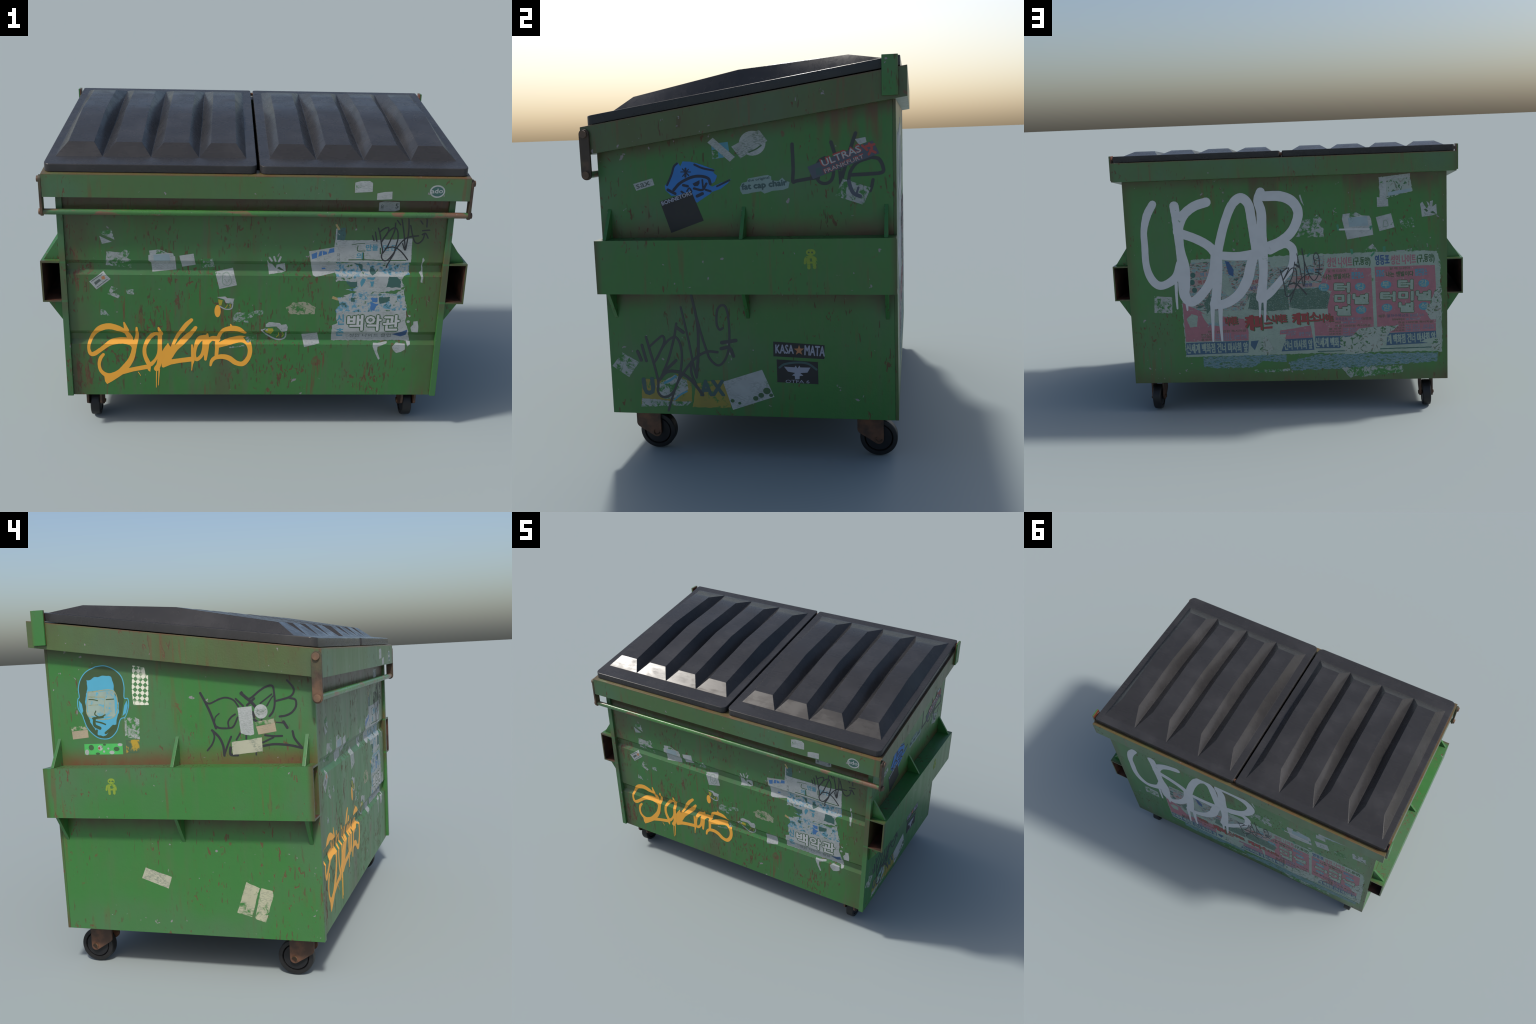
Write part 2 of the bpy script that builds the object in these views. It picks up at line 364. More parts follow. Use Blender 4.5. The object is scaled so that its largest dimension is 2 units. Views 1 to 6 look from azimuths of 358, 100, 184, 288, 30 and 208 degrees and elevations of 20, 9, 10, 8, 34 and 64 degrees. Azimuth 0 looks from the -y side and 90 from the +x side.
def build_lids(root):
    a = lid_mesh(); add("lid", lid_shading(to_mesh(a, "lid", 16, False)), "lid", root)
    b = lid_mesh()
    for v in b.verts: v.co.x = -v.co.x
    add("lid", lid_shading(to_mesh(b, "lid", 16, False)), "lid", root)
    bm = round_bar(.009, 1.91); bmesh.ops.translate(bm, verts=bm.verts, vec=(0, .563, lid_top(.563) - .017))
    add("hinge_rod", to_mesh(bm, "hinge_rod", 40), "rust", root)
    for s in (1, -1):
        bm = soften(solid([(.517, 1.379), (.5735, 1.379), (.5735, 1.518), (.517, 1.518)], s * (RX + .0004), s * (RX + .0125), "x"), .0018)
        add("hinge_plate", to_mesh(bm, "hinge_plate", 35), "hinge", root)

# ------------------------------------------------------------------ bar in front with its two link arms
def build_bar(root):
    ya, za, yb, zb = -.5868, 1.2826, -.5862, 1.1312
    bm = round_bar(.0138, 2 * .9645, 32); bmesh.ops.translate(bm, verts=bm.verts, vec=(0, yb, zb))
    add("front_bar", to_mesh(bm, "front_bar", 40), "bar", root)
    r = .0195
    plate = arc(ya, za, r, 0, 180, 14) + arc(yb, zb, r, 180, 360, 14)
    for s in (1, -1):
        bm = soften(solid(plate, s * (RX + .0008), s * (RX + .0125), "x"), .0018)
        arm = add("link_arm", to_mesh(bm, "link_arm", 35), "link", root)
        for y, z in ((ya, za), (yb, zb)):
            b = round_bar(.0143, .010, 24, .0022)
            bmesh.ops.translate(b, verts=b.verts, vec=(s * (RX + .0165), y, z))
            add("bolt_head", to_mesh(b, "bolt_head", 35), "bolt", arm)

# ------------------------------------------------------------------ fork pockets with gussets
def build_pockets(root):
    t = .0080; out = {}
    for s in (1, -1):
        X, I = POCKET_X, HX + .0006
        prof = [(I, POCKET_LOW), (X, POCKET_LOW), (X, POCKET_TOP), (I, POCKET_TOP), (I, POCKET_TOP - t), (X - t, POCKET_TOP - t), (X - t, POCKET_LOW + t), (I, POCKET_LOW + t)]
        bm = bmesh.new()
        a = [bm.verts.new((s * x, -HY, z)) for x, z in prof]; b = [bm.verts.new((s * x, HY, z)) for x, z in prof]
        quads = [(0, 1, 6, 7), (1, 2, 5, 6), (2, 3, 4, 5)]
        for v in (a, b):
            for q in quads: bm.faces.new([v[i] for i in q])
        for i in range(8):
            j = (i + 1) % 8
            f = bm.faces.new((a[i], a[j], b[j], b[i])); f.material_index = 1 if 4 <= i <= 6 else 0
        bmesh.ops.recalc_face_normals(bm, faces=bm.faces)
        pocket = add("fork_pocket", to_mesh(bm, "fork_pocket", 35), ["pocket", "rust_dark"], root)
        out["Q" if s > 0 else "P"] = pocket
        up = [(s * I, POCKET_TOP + .0005), (s * .989, POCKET_TOP + .0005), (s * I, .9965)]
        dn = [(s * I, POCKET_LOW - .0005), (s * .986, POCKET_LOW - .0005), (s * I, .5685)]
        for tri in (up, dn):
            me = None
            for yc in (-.5265, 0.0, .5265):
                if me is None:
                    bm = soften(solid(tri, -.0068, .0068, "y"), .0012)
                    me = to_mesh(bm, "gusset", 35); me.materials.append(MATS["pocket"])
                g = bpy.data.objects.new("gusset", me); COL.objects.link(g); g.parent = pocket; g.location = (0, yc, 0)
    return out

# ------------------------------------------------------------------ casters
def build_casters(root):
    R, CZ = .0732, .0734
    def lathe(prof, seg=56):
        bm = bmesh.new(); rings = []
        for x, r in prof:
            rings.append([bm.verts.new((x, r * math.cos(2 * math.pi * i / seg), r * math.sin(2 * math.pi * i / seg))) for i in range(seg)] if r > 0 else [bm.verts.new((x, 0, 0))])
        for a, b in zip(rings, rings[1:]):
            for i in range(seg):
                j = (i + 1) % seg
                if len(a) == 1: bm.faces.new((a[0], b[j], b[i]))
                elif len(b) == 1: bm.faces.new((a[i], a[j], b[0]))
                else: bm.faces.new((a[i], a[j], b[j], b[i]))
        return bm
    h = .0235
    tyre = to_mesh(lathe([(-h + .004, .0545), (-h, .0565), (-h, R - .006), (-h + .0018, R - .002), (-h + .006, R), (h - .006, R), (h - .0018, R - .002), (h, R - .006), (h, .0565), (h - .004, .0545), (0, .054), (-h + .004, .0545)]), "tyre", 30)
    hub = to_mesh(lathe([(-h + .002, 0), (-h + .0025, .050), (-h + .009, .0545), (h - .009, .0545), (h - .0025, .050), (h - .002, 0)]), "hub", 30)
    tyre.materials.append(MATS["tyre"]); hub.materials.append(MATS["hub"])
    # fork: two cheek plates below a mounting plate, trailing towards the front
    cheek = [(.0195, .1795 - CZ), (.0195, 0)] + arc(0, 0, .0195, 0, -120, 8)[1:] + arc(-.060, .040, .022, -122, -180, 6) + [(-.082, .1795 - CZ)]
    fork = merge(soften(solid(cheek, .0275, .0385, "x"), .001), soften(solid(cheek, -.0385, -.0275, "x"), .001), soften(solid([(-.0383, -.081), (.0383, -.081), (.0383, .0185), (-.0383, .0185)], .168 - CZ, .1797 - CZ, "z"), .001))
    fork = to_mesh(fork, "fork", 35); fork.materials.append(MATS["rust"])
    axle = merge(round_bar(.0125, .0065, 20, .0015), round_bar(.0125, .0065, 20, .0015), round_bar(.006, .076, 12))
    vs = list(axle.verts)
    n = (len(vs) - 24) // 2
    bmesh.ops.translate(axle, verts=vs[:n], vec=(.0415, 0, 0)); bmesh.ops.translate(axle, verts=vs[n:2 * n], vec=(-.0415, 0, 0))
    axle = to_mesh(axle, "axle_bolt", 35); axle.materials.append(MATS["bolt"])
    for x in (.7955, -.7955):
        for y in (-.416, .4835):
            c = empty("caster", root); c.location = (x, y, CZ)
            for nm, me in (("tyre", tyre), ("wheel_hub", hub), ("caster_fork", fork), ("axle_bolt", axle)):
                o = bpy.data.objects.new(nm, me); COL.objects.link(o); o.parent = c

# ------------------------------------------------------------------ everything stuck, sprayed or written on the faces
# surface key: F front panel, B back panel, R/L side panels, M rim front, Q/P fork pockets.
# Coordinates are millimetres across (x or y) and up (z).
SURF = {
    "F": lambda a, b, o: (a, front_depth(b) - o, b), "B": lambda a, b, o: (a, HY + o, b),
    "R": lambda a, b, o: (HX + o, a, b), "L": lambda a, b, o: (-HX - o, a, b),
    "M": lambda a, b, o: (a, -RY - o, b), "Q": lambda a, b, o: (POCKET_X + o, a, b), "P": lambda a, b, o: (-POCKET_X - o, a, b)}
OUT = {"F": (0, -1, 0), "B": (0, 1, 0), "R": (1, 0, 0), "L": (-1, 0, 0), "M": (0, -1, 0), "Q": (1, 0, 0), "P": (-1, 0, 0)}
SINGLE = {"sticker", "poster", "poster_scrap", "poster_sheet", "tape", "paper_scrap"}
ITEMS, TEXTS, GLYPHS, SECTION, COUNT = {}, [], {}, [0], [0]
def section(): SECTION[0] += 1

def lay(name, surf, mat, level, verts, faces, rise=None):
    """put a flat 2-D mesh on a surface, following the grooves of the front panel"""
    COUNT[0] += 1
    off = .0003 + .00010 * level + .0000003 * COUNT[0]
    bm = bmesh.new()
    vs = [bm.verts.new((a, 0 if rise is None else rise[i], b)) for i, (a, b) in enumerate(verts)]
    for f in faces:
        try: bm.faces.new([vs[i] for i in f])
        except ValueError: pass
    if surf == "F":
        lo, hi = min(b for _, b in verts), max(b for _, b in verts)
        for g in GROOVES:
            for z in g:
                if lo < z < hi:
                    bmesh.ops.bisect_plane(bm, geom=bm.verts[:] + bm.edges[:] + bm.faces[:], plane_co=(0, 0, z), plane_no=(0, 0, 1), dist=1e-6)
    edge = [e for e in bm.edges if e.is_boundary]
    top = {v: v.co.y for v in bm.verts}
    skirt = bmesh.ops.extrude_edge_only(bm, edges=edge)["geom"]
    low = {v for v in skirt if isinstance(v, bmesh.types.BMVert)}
    for v in bm.verts:
        v.co = SURF[surf](v.co.x, v.co.z, .0001 if v in low else off + top[v])
    n = Vector(OUT[surf])
    bm.normal_update()
    for f in bm.faces:
        if abs(f.normal.dot(n)) > .4 and f.normal.dot(n) < 0: f.normal_flip()
    me = bpy.data.meshes.new(name); bm.to_mesh(me); bm.free()
    key = (COUNT[0],) if name in SINGLE else (SECTION[0], name, surf)
    ITEMS.setdefault(key, []).append((name, surf, mat, me))

def spline(p, n):
    """Catmull-Rom through (a, b, width)"""
    q = [Vector(v) for v in p]; q = [2 * q[0] - q[1]] + q + [2 * q[-1] - q[-2]]
    out = []
    for i in range(1, len(q) - 2):
        for k in range(n):
            t = k / n
            out.append(.5 * ((2 * q[i]) + (q[i + 1] - q[i - 1]) * t + (2 * q[i - 1] - 5 * q[i] + 4 * q[i + 1] - q[i + 2]) * t * t + (3 * q[i] - q[i - 1] - 3 * q[i + 1] + q[i + 2]) * t ** 3))
    out.append(q[-2])
    return out

def stroke(name, surf, mat, level, pts):
    s = [Vector(v) * .001 for v in spline(pts, 7 if len(pts) > 2 else 4)]
    L, Rr = [], []
    for i, v in enumerate(s):
        d = (s[min(i + 1, len(s) - 1)] - s[max(i - 1, 0)]).to_2d()
        if d.length < 1e-9: d = Vector((1, 0))
        d.normalize(); w = max(v.z, .0015) * .5 * (1 + .05 * noise.noise(Vector((v.x * 90, v.y * 90, level))))
        L.append((v.x - d.y * w, v.y + d.x * w)); Rr.append((v.x + d.y * w, v.y - d.x * w))
        if i == 0: d0, w0 = d.copy(), w
    d1, w1, n = d, w, len(s)
    verts = L + Rr; rise = [.00012 * i / n for i in range(n)] * 2
    faces = [(i, i + 1, n + i + 1, n + i) for i in range(n - 1)]
    for c, d, w, sg, a, b, z in ((s[0], d0, w0, -1, 0, n, 0), (s[-1], d1, w1, 1, n - 1, 2 * n - 1, .00012 * (n - 1) / n)):
        fan = [a]
        for k in range(1, 6):
            t = math.pi * k / 6
            verts.append((c.x + (-d.y * math.cos(t) + sg * d.x * math.sin(t)) * w, c.y + (d.x * math.cos(t) + sg * d.y * math.sin(t)) * w)); rise.append(z); fan.append(len(verts) - 1)
        faces.append(fan + [b])
    lay(name, surf, mat, level, verts, faces, rise)

def patch(name, surf, mat, level, tear, pts):
    """filled outline; tear (mm) frays the edge"""
    p = [Vector(v) * .001 for v in pts]; out = []
    for a, b in zip(p, p[1:] + p[:1]):
        k = max(1, int((b - a).length / .007)) if tear else 1
        for i in range(k):
            v = a.lerp(b, i / k)
            if tear:
                q = Vector((v.x * 70, v.y * 70, level + .5)); f = Vector((v.x * 190, v.y * 190, level))
                v = v + Vector((noise.noise(q) + .6 * noise.noise(f), noise.noise(q + Vector((7, 3, 1))) + .6 * noise.noise(f + Vector((2, 9, 4))))) * tear * .001
            out.append((v.x, v.y))
    lay(name, surf, mat, level, out, [list(range(len(out)))])

def disc(name, surf, mat, level, a, b, ra, rb):
    n = 28
    pts = [((a + ra * math.cos(2 * math.pi * i / n)) * .001, (b + rb * math.sin(2 * math.pi * i / n)) * .001) for i in range(n)]
    lay(name, surf, mat, level, pts, [list(range(n))])

def words(name, surf, mat, level, text, left, right, height, bold):
    ob = GLYPHS.get(text)
    if ob is None:
        cu = bpy.data.curves.new("lettering", "FONT"); cu.body = text; cu.dimensions = "2D"; cu.fill_mode = "BOTH"
        cu.resolution_u = 2
        ob = GLYPHS[text] = bpy.data.objects.new("lettering", cu); COL.objects.link(ob)
    TEXTS.append((ob, name, surf, mat, level, left, right, height, SECTION[0], bold))

def place_words():
    dg = bpy.context.evaluated_depsgraph_get(); dg.update()
    for ob, name, surf, mat, level, left, right, height, sec, bold in TEXTS:
        me = ob.evaluated_get(dg).to_mesh()
        co = [v.co.copy() for v in me.vertices]; faces = [list(p.vertices) for p in me.polygons]
        if co:
            x0, x1 = min(c.x for c in co), max(c.x for c in co); y0, y1 = min(c.y for c in co), max(c.y for c in co)
            l, r = Vector(left) * .001, Vector(right) * .001
            d = r - l; up = Vector((-d.y, d.x)).normalized()
            if up.y < 0: up = -up
            pts = [tuple(l + d * ((c.x - x0) / (x1 - x0)) + up * (height * .001 * (c.y - y0) / max(y1 - y0, 1e-6))) for c in co]
            SECTION[0] = sec
            r = bold * height * .001
            k = 0 if r < .0003 else 4 if r < .002 else 8
            for i in range(k + 1):      # heavier letters: copies shifted round a small circle
                t = 2 * math.pi * i / max(k, 1)
                sh = (0, 0) if i == k else (r * math.cos(t), r * math.sin(t))
                lay(name, surf, mat, level + .12 * i, [(a + sh[0], b + sh[1]) for a, b in pts], faces)
    for ob in GLYPHS.values():
        cu = ob.data; bpy.data.objects.remove(ob); bpy.data.curves.remove(cu)

def flush_items(owner):
    for key, group in ITEMS.items():
        name, surf = group[0][0], group[0][1]
        bm = bmesh.new(); mats = []
        for _, _, mat, me in group:
            if mat not in mats: mats.append(mat)
            k = len(bm.faces); bm.from_mesh(me); bm.faces.ensure_lookup_table()
            for f in bm.faces[k:]: f.material_index = mats.index(mat)
            bpy.data.meshes.remove(me)
        me = bpy.data.meshes.new(name); bm.to_mesh(me); bm.free()
        add(name, me, mats, owner[surf])

def decorate():
    # front panel: torn posters
    section()
    patch("poster_scrap","F","paper",1,0,[(247,939),(368,961),(382,831),(284,811),(270,819)])
    patch("printed_block","F","blue_ink",2,0,[(259,924),(285,936),(285,907),(263,900)])
    patch("printed_block","F","blue_ink",2,0,[(291,913),(296,938),(307,942),(308,919)])
    patch("printed_block","F","blue_ink",2,0,[(310,942),(330,937),(332,926),(313,920)])
    patch("printed_block","F","blue_ink",2,0,[(336,928),(343,952),(364,956),(366,936)])
    patch("printed_block","F","blue_ink",2,0,[(312,852),(329,852),(330,845),(312,844)])
    patch("poster_scrap","F","teal_print",1,4,[(368,1051),(413,1056),(412,995),(369,996)])
    patch("poster_scrap","F","paper",2,0,[(368,1051),(375,1052),(375,995),(368,995)])
    patch("poster","F","paper",2,2,[(366,997),(433,995),(603,999),(729,1006),(731,886),(624,883),(381,886),(366,892)])
    patch("poster_scrap","F","blue_print",1,6,[(374,891),(555,891),(725,889),(730,822),(706,819),(693,798),(712,768),(694,753),(626,737),(541,724),(431,748),(490,760),(478,779),(414,790),(380,787)])
    patch("poster_scrap","F","paper",2,6,[(492,812),(587,835),(657,818),(697,750),(555,736),(494,748),(482,791)])
    patch("printed_block","F","teal_ink",3,4,[(634,816),(675,811),(694,786),(693,760),(624,760)])
    patch("poster_scrap","F","blue_print",2,6,[(396,707),(449,724),(523,744),(673,728),(712,756),(721,686),(731,664),(731,604),(392,625),(385,633),(406,662)])
    patch("poster","F","paper",3,3,[(394,628),(575,633),(730,641),(731,604),(730,578),(746,543),(761,476),(375,475),(376,559),(400,573),(393,599)])
    words("lettering","F","green_ink",4,"백",(450,534),(524,535),77.7,0.1)
    words("lettering","F","white_paper",6,"백",(450,534),(524,535),77.7,0.035)
    words("lettering","F","green_ink",4,"악",(539,535),(612,535),77.7,0.1)
    words("lettering","F","white_paper",6,"악",(539,535),(612,535),77.7,0.035)
    words("lettering","F","green_ink",4,"관",(625,535),(701,536),77.8,0.1)
    words("lettering","F","white_paper",6,"관",(625,535),(701,536),77.8,0.035)
    words("lettering","F","light_blue_ink",4,"신",(398,563),(432,565),52.5,0.03)
    words("lettering","F","light_blue_ink",4,"촌",(397,498),(434,499),46.4,0.03)
    words("lettering","F","grey_ink",4,"성인 나이트 클럽",(463,491),(668,492),19.9,0)
    patch("printed_block","F","navy_ink",4,0,[(672,507),(704,522),(744,539),(742,504),(716,495)])
    words("lettering","F","light_blue_ink",3,"만들",(514,945),(570,946),29.3,0.03)
    words("lettering","F","light_blue_ink",3,"의",(471,903),(500,904),29.4,0.03)
    words("lettering","F","light_blue_ink",3,"만든",(593,946),(664,946),27.9,0.02)
    words("lettering","F","grey_ink",3,"자",(379,913),(394,914),16.8,0)
    words("lettering","F","grey_ink",3,"사",(380,891),(396,892),15.4,0)
    stroke("printed_line","F","green_ink",3,[(436,898,5),(515,899,5),(600,896,5),(707,898,5)])
    stroke("printed_line","F","green_ink",3,[(510,943,4),(475,944,4),(475,968,4)])
    stroke("printed_line","F","green_ink",3,[(501,932,9),(504,900,10)])
    stroke("printed_line","F","green_ink",3,[(581,957,6),(583,930,6)])
    stroke("printed_line","F","green_ink",3,[(446,973,3),(479,979,3),(507,980,3)])
    patch("paper_scrap","F","paper",1,1,[(582,465),(604,464),(650,471),(650,463),(605,446),(604,425),(620,381),(613,375),(594,414),(581,446)])
    patch("paper_scrap","F","paper",1,2,[(677,446),(696,466),(738,462),(740,429),(720,417),(701,412),(681,429)])
    patch("paper_scrap","F","paper",1,2,[(742,475),(763,471),(765,460),(752,447)])
    patch("paper_scrap","F","paper",1,1,[(770,581),(791,584),(797,555),(797,521),(767,525),(759,549),(771,566)])
    patch("paper_scrap","F","paper",1,0,[(740,618),(756,612),(749,604)])
    disc("paper_scrap","F","paper",1,745,581,7.9,6.8)
    patch("paper_scrap","F","paper",1,2,[(788,912),(796,899),(788,886),(793,851),(797,814),(796,784),(788,787),(786,819),(776,833),(787,842),(784,886)])
    patch("tape","F","tape",3,0,[(363,1071),(371,1074),(388,1048),(379,1043)])
    patch("tape","F","tape",3,0,[(371,714),(393,704),(396,690),(366,700)])
    words("fine_print","F","light_blue_ink",4,"지금 전화 주세요 신촌 나이트",(450,713),(682,718),9.8,0.02)
    patch("printed_block","F","light_blue_ink",3,4,[(497,785),(510,806),(524,800),(507,758)])
    patch("printed_block","F","light_blue_ink",3,4,[(545,788),(565,792),(561,761),(550,764)])
    patch("printed_block","F","light_blue_ink",3,4,[(530,810),(566,810),(562,798),(533,799)])
    patch("printed_block","F","teal_ink",3,4,[(429,788),(483,788),(481,762),(453,760)])
    patch("printed_block","F","teal_ink",3,4,[(543,858),(558,852),(573,832),(555,820),(546,827)])
    patch("printed_block","F","teal_ink",3,4,[(460,883),(507,871),(507,837),(499,834),(488,864)])
    patch("printed_block","F","blue_ink",4,5,[(554,705),(586,705),(585,685),(562,680)])
    patch("printed_block","F","blue_ink",4,5,[(554,680),(593,674),(575,640),(554,640)])
    patch("printed_block","F","teal_ink",4,5,[(594,708),(646,711),(647,691),(619,680),(596,674)])
    patch("printed_block","F","teal_ink",4,5,[(455,704),(479,707),(478,682),(456,685)])
    # front panel: stickers
    section()
    patch("sticker","F","paper",1,0,[(-724,1006),(-668,978),(-714,967)])
    patch("sticker","F","worn_paper",1,1,[(-718,1027),(-668,1038),(-656,988),(-716,1016)])
    patch("sticker","F","worn_paper",1,2,[(-695,931),(-629,925),(-606,943),(-586,924),(-603,900),(-583,891),(-584,846),(-703,858)])
    patch("sticker","F","paper",1,0,[(-498,936),(-461,941),(-443,940),(-414,926),(-387,923),(-384,910),(-378,909),(-374,838),(-486,828),(-491,876),(-502,885),(-502,914),(-495,916)])
    patch("printed_block","F","pale_blue",2,0,[(-479,916),(-405,920),(-401,886),(-477,885)])
    patch("printed_block","F","worn_paper",2,0,[(-464,938),(-443,939),(-420,924),(-467,920)])
    patch("sticker","F","paper",1,0,[(-358,912),(-292,923),(-283,863),(-346,852)])
    patch("sticker","F","paper",1,0,[(-781,780),(-715,830),(-681,793),(-749,740)])
    patch("printed_block","F","grey_ink",2,1,[(-759,775),(-734,794),(-726,786),(-752,762)])
    patch("printed_block","F","orange_ink",2,1,[(-725,804),(-710,811),(-706,795),(-721,790)])
    stroke("printed_line","F","grey_ink",2,[(-771,780,3),(-719,819,3)])
    stroke("printed_line","F","grey_ink",2,[(-747,751,3),(-696,792,3)])
    patch("sticker","F","worn_paper",1,1,[(-679,758),(-650,745),(-678,724),(-652,719),(-641,708),(-649,696),(-699,716)])
    patch("sticker","F","scraped_paper",1,2,[(-617,740),(-574,741),(-573,716),(-605,718)])
    patch("sticker","F","scraped_paper",1,3,[(-732,638),(-715,632),(-694,605),(-738,612)])
    patch("sticker","F","scraped_paper",1,1,[(-260,895),(-204,901),(-194,853),(-257,846)])
    patch("sticker","F","paper",1,0,[(-191,829),(-108,849),(-88,766),(-171,746)])
    stroke("printed_line","F","pale_green_ink",2,[(-154,822,4),(-134,828,4),(-121,810,4),(-114,782,4),(-131,764,4),(-154,774,4),(-157,803,4),(-154,822,4)])
    stroke("printed_line","F","pale_green_ink",2,[(-148,796,3),(-134,781,3),(-124,796,3)])
    patch("sticker","F","paper",1,1,[(52,894),(63,875),(76,870),(94,848),(97,866),(136,876),(141,835),(121,828),(62,821)])
    stroke("paper_scrap","F","paper",1,[(63,906,9),(74,889,9)])
    stroke("paper_scrap","F","paper",1,[(84,910,9),(92,887,9)])
    stroke("paper_scrap","F","paper",1,[(115,909,9),(106,885,9)])
    patch("printed_block","F","green_ink",2,0,[(100,848),(110,856),(137,835),(114,840)])
    # front panel: two bee stickers
    section()
    patch("sticker","F","paper",1,1,[(-183,704),(-143,708),(-133,699),(-100,697),(-106,670),(-140,674),(-147,692)])
    patch("printed_block","F","yellow_ink",1,0,[(-177,693),(-155,688),(-161,661),(-172,662)])
    stroke("printed_line","F","paper",1,[(-170,657,6),(-140,642,6),(-113,646,6),(-106,674,6)])
    stroke("printed_line","F","yellow_ink",1,[(-133,664,4),(-136,655,4),(-143,649,4)])
    stroke("printed_line","F","yellow_ink",1,[(-120,668,4),(-118,659,4),(-120,649,4)])
    stroke("printed_line","F","yellow_ink",1,[(117,516,4),(118,501,4),(108,490,4)])
    stroke("printed_line","F","yellow_ink",1,[(134,519,4),(141,503,4),(135,492,4)])
    patch("sticker","F","paper",1,1,[(54,564),(70,576),(122,570),(129,561),(152,565),(161,550),(157,528),(134,522),(116,542),(105,553),(54,550)])
    stroke("printed_line","F","paper",1,[(34,534,7),(52,510,7),(74,494,7),(105,479,7),(136,479,7),(151,492,7),(153,517,7)])
    stroke("printed_line","F","paper",1,[(33,532,5),(51,539,5)])
    patch("printed_block","F","yellow_ink",1,0,[(51,531),(65,542),(88,542),(92,531),(80,505),(55,519)])
    disc("printed_block","F","paper",2,60,535,4.7,5.4)
    patch("sticker","F","scraped_paper",1,4,[(-104,602),(-86,626),(-32,627),(38,638),(41,616),(-15,601),(-26,590),(-28,573),(-102,575)])
    patch("sticker","F","scraped_tan",1,4,[(149,650),(182,679),(249,683),(291,654),(287,619),(171,618)])
    patch("sticker","F","paper",1,1,[(229,506),(305,518),(318,462),(244,443)])
    patch("sticker","F","scraped_paper",6,3,[(-53,486),(12,505),(16,475),(-36,464)])
    stroke("paper_scrap","F","worn_paper",1,[(-117,440,8),(-83,444,8),(-49,450,8)])
    # front panel: orange spray tag
    section()
    stroke("graffiti_tag","F","orange_paint",1,[(-600,479,26),(-620,515,23),(-651,537,28),(-698,550,31),(-742,538,29),(-775,503,20),(-794,466,16),(-800,432,15),(-792,404,19),(-774,404,23),(-743,426,21),(-702,457,24),(-666,469,27),(-629,471,28),(-595,462,30),(-583,441,23),(-585,417,23),(-598,375,27),(-625,334,32),(-656,304,28),(-694,285,28),(-723,289,23),(-747,312,17),(-754,346,15),(-746,379,18),(-731,400,14)])
    stroke("graffiti_tag","F","orange_paint",2,[(-626,569,8),(-621,551,15),(-615,529,23)])
    stroke("graffiti_tag","F","orange_paint",2,[(-567,542,10),(-567,496,17),(-576,457,21),(-581,429,19)])
    patch("graffiti_tag","F","orange_paint",3,0,[(-732,281),(-729,253),(-720,238),(-695,253),(-664,275),(-641,292),(-589,308),(-514,323),(-511,344),(-528,344),(-610,326),(-641,312),(-693,296)])
    stroke("graffiti_tag","F","orange_paint",1,[(-462,542,10),(-452,504,21),(-481,506,21),(-509,482,21),(-529,446,18),(-532,404,19),(-520,365,22),(-506,346,22),(-481,372,14),(-465,409,13),(-459,458,19),(-457,504,22)])
    stroke("graffiti_tag","F","orange_paint",4,[(-457,496,19),(-458,409,21),(-463,351,23),(-476,323,26)])
    stroke("graffiti_tag","F","orange_paint",4,[(-511,350,19),(-512,321,15),(-508,309,4)])
    patch("graffiti_tag","F","orange_paint",3,0,[(-450,332),(-452,409),(-433,442),(-418,461),(-404,438),(-401,374),(-308,388),(-296,384),(-296,364),(-364,355),(-405,346),(-442,329)])
    stroke("graffiti_tag","F","orange_paint",1,[(-304,585,17),(-332,556,22),(-363,510,19),(-382,476,15),(-394,450,16),(-404,409,22)])
    stroke("graffiti_tag","F","orange_paint",2,[(-284,545,16),(-315,501,27),(-352,464,27),(-385,430,27),(-408,388,23)])
    stroke("graffiti_tag","F","orange_paint",4,[(-302,451,9),(-300,409,14),(-298,372,16),(-302,343,7),(-304,315,4)])
    stroke("graffiti_tag","F","orange_paint",1,[(-237,489,22),(-263,480,27),(-281,455,20),(-289,418,15),(-289,387,15),(-278,374,19),(-255,397,17),(-244,434,19),(-240,474,23)])
    stroke("graffiti_tag","F","orange_paint",2,[(-228,504,9),(-229,471,22),(-233,426,22),(-237,374,13)])
    stroke("graffiti_tag","F","orange_paint",3,[(-229,461,19),(-207,481,23),(-178,479,27)])
    stroke("graffiti_tag","F","orange_paint",2,[(-116,562,6),(-108,539,22)])
    stroke("graffiti_tag","F","orange_paint",1,[(-46,515,16),(-78,537,26),(-115,541,26),(-152,529,20),(-172,493,18),(-181,465,18),(-181,435,19),(-184,393,17)])
    stroke("graffiti_tag","F","orange_paint",3,[(-177,449,23),(-140,462,29),(-103,474,31),(-62,480,31),(-32,465,27),(-20,427,22),(-27,385,22),(-53,352,25),(-87,356,25),(-121,381,27),(-154,390,25),(-188,384,21),(-206,366,17),(-212,342,11)])
    stroke("graffiti_tag","F","orange_paint",5,[(-476,313,5),(-478,266,4),(-479,220,3)])
    stroke("graffiti_tag","F","orange_paint",5,[(-463,321,8),(-466,275,5),(-469,232,3)])
    stroke("graffiti_tag","F","orange_paint",5,[(-566,304,3),(-560,296,3),(-554,284,2)])
    disc("graffiti_tag","F","orange_paint",2,-179,632,14.8,31.9)
    # front panel: black marker tag
    section()
    stroke("marker_tag","F","black_marker",7,[(540,1018,6),(548,995,6)])
    stroke("marker_tag","F","black_marker",7,[(552,1036,6),(562,992,6)])
    stroke("marker_tag","F","black_marker",7,[(565,1056,6),(575,1024,6),(584,980,6),(592,945,6),(589,915,6),(600,897,6),(619,899,6),(642,928,6),(657,957,6),(682,993,6),(711,1013,6),(756,1020,6)])
    stroke("marker_tag","F","black_marker",7,[(572,1036,6),(593,1053,6),(612,1059,6),(611,1036,6),(592,1004,6),(585,989,6)])
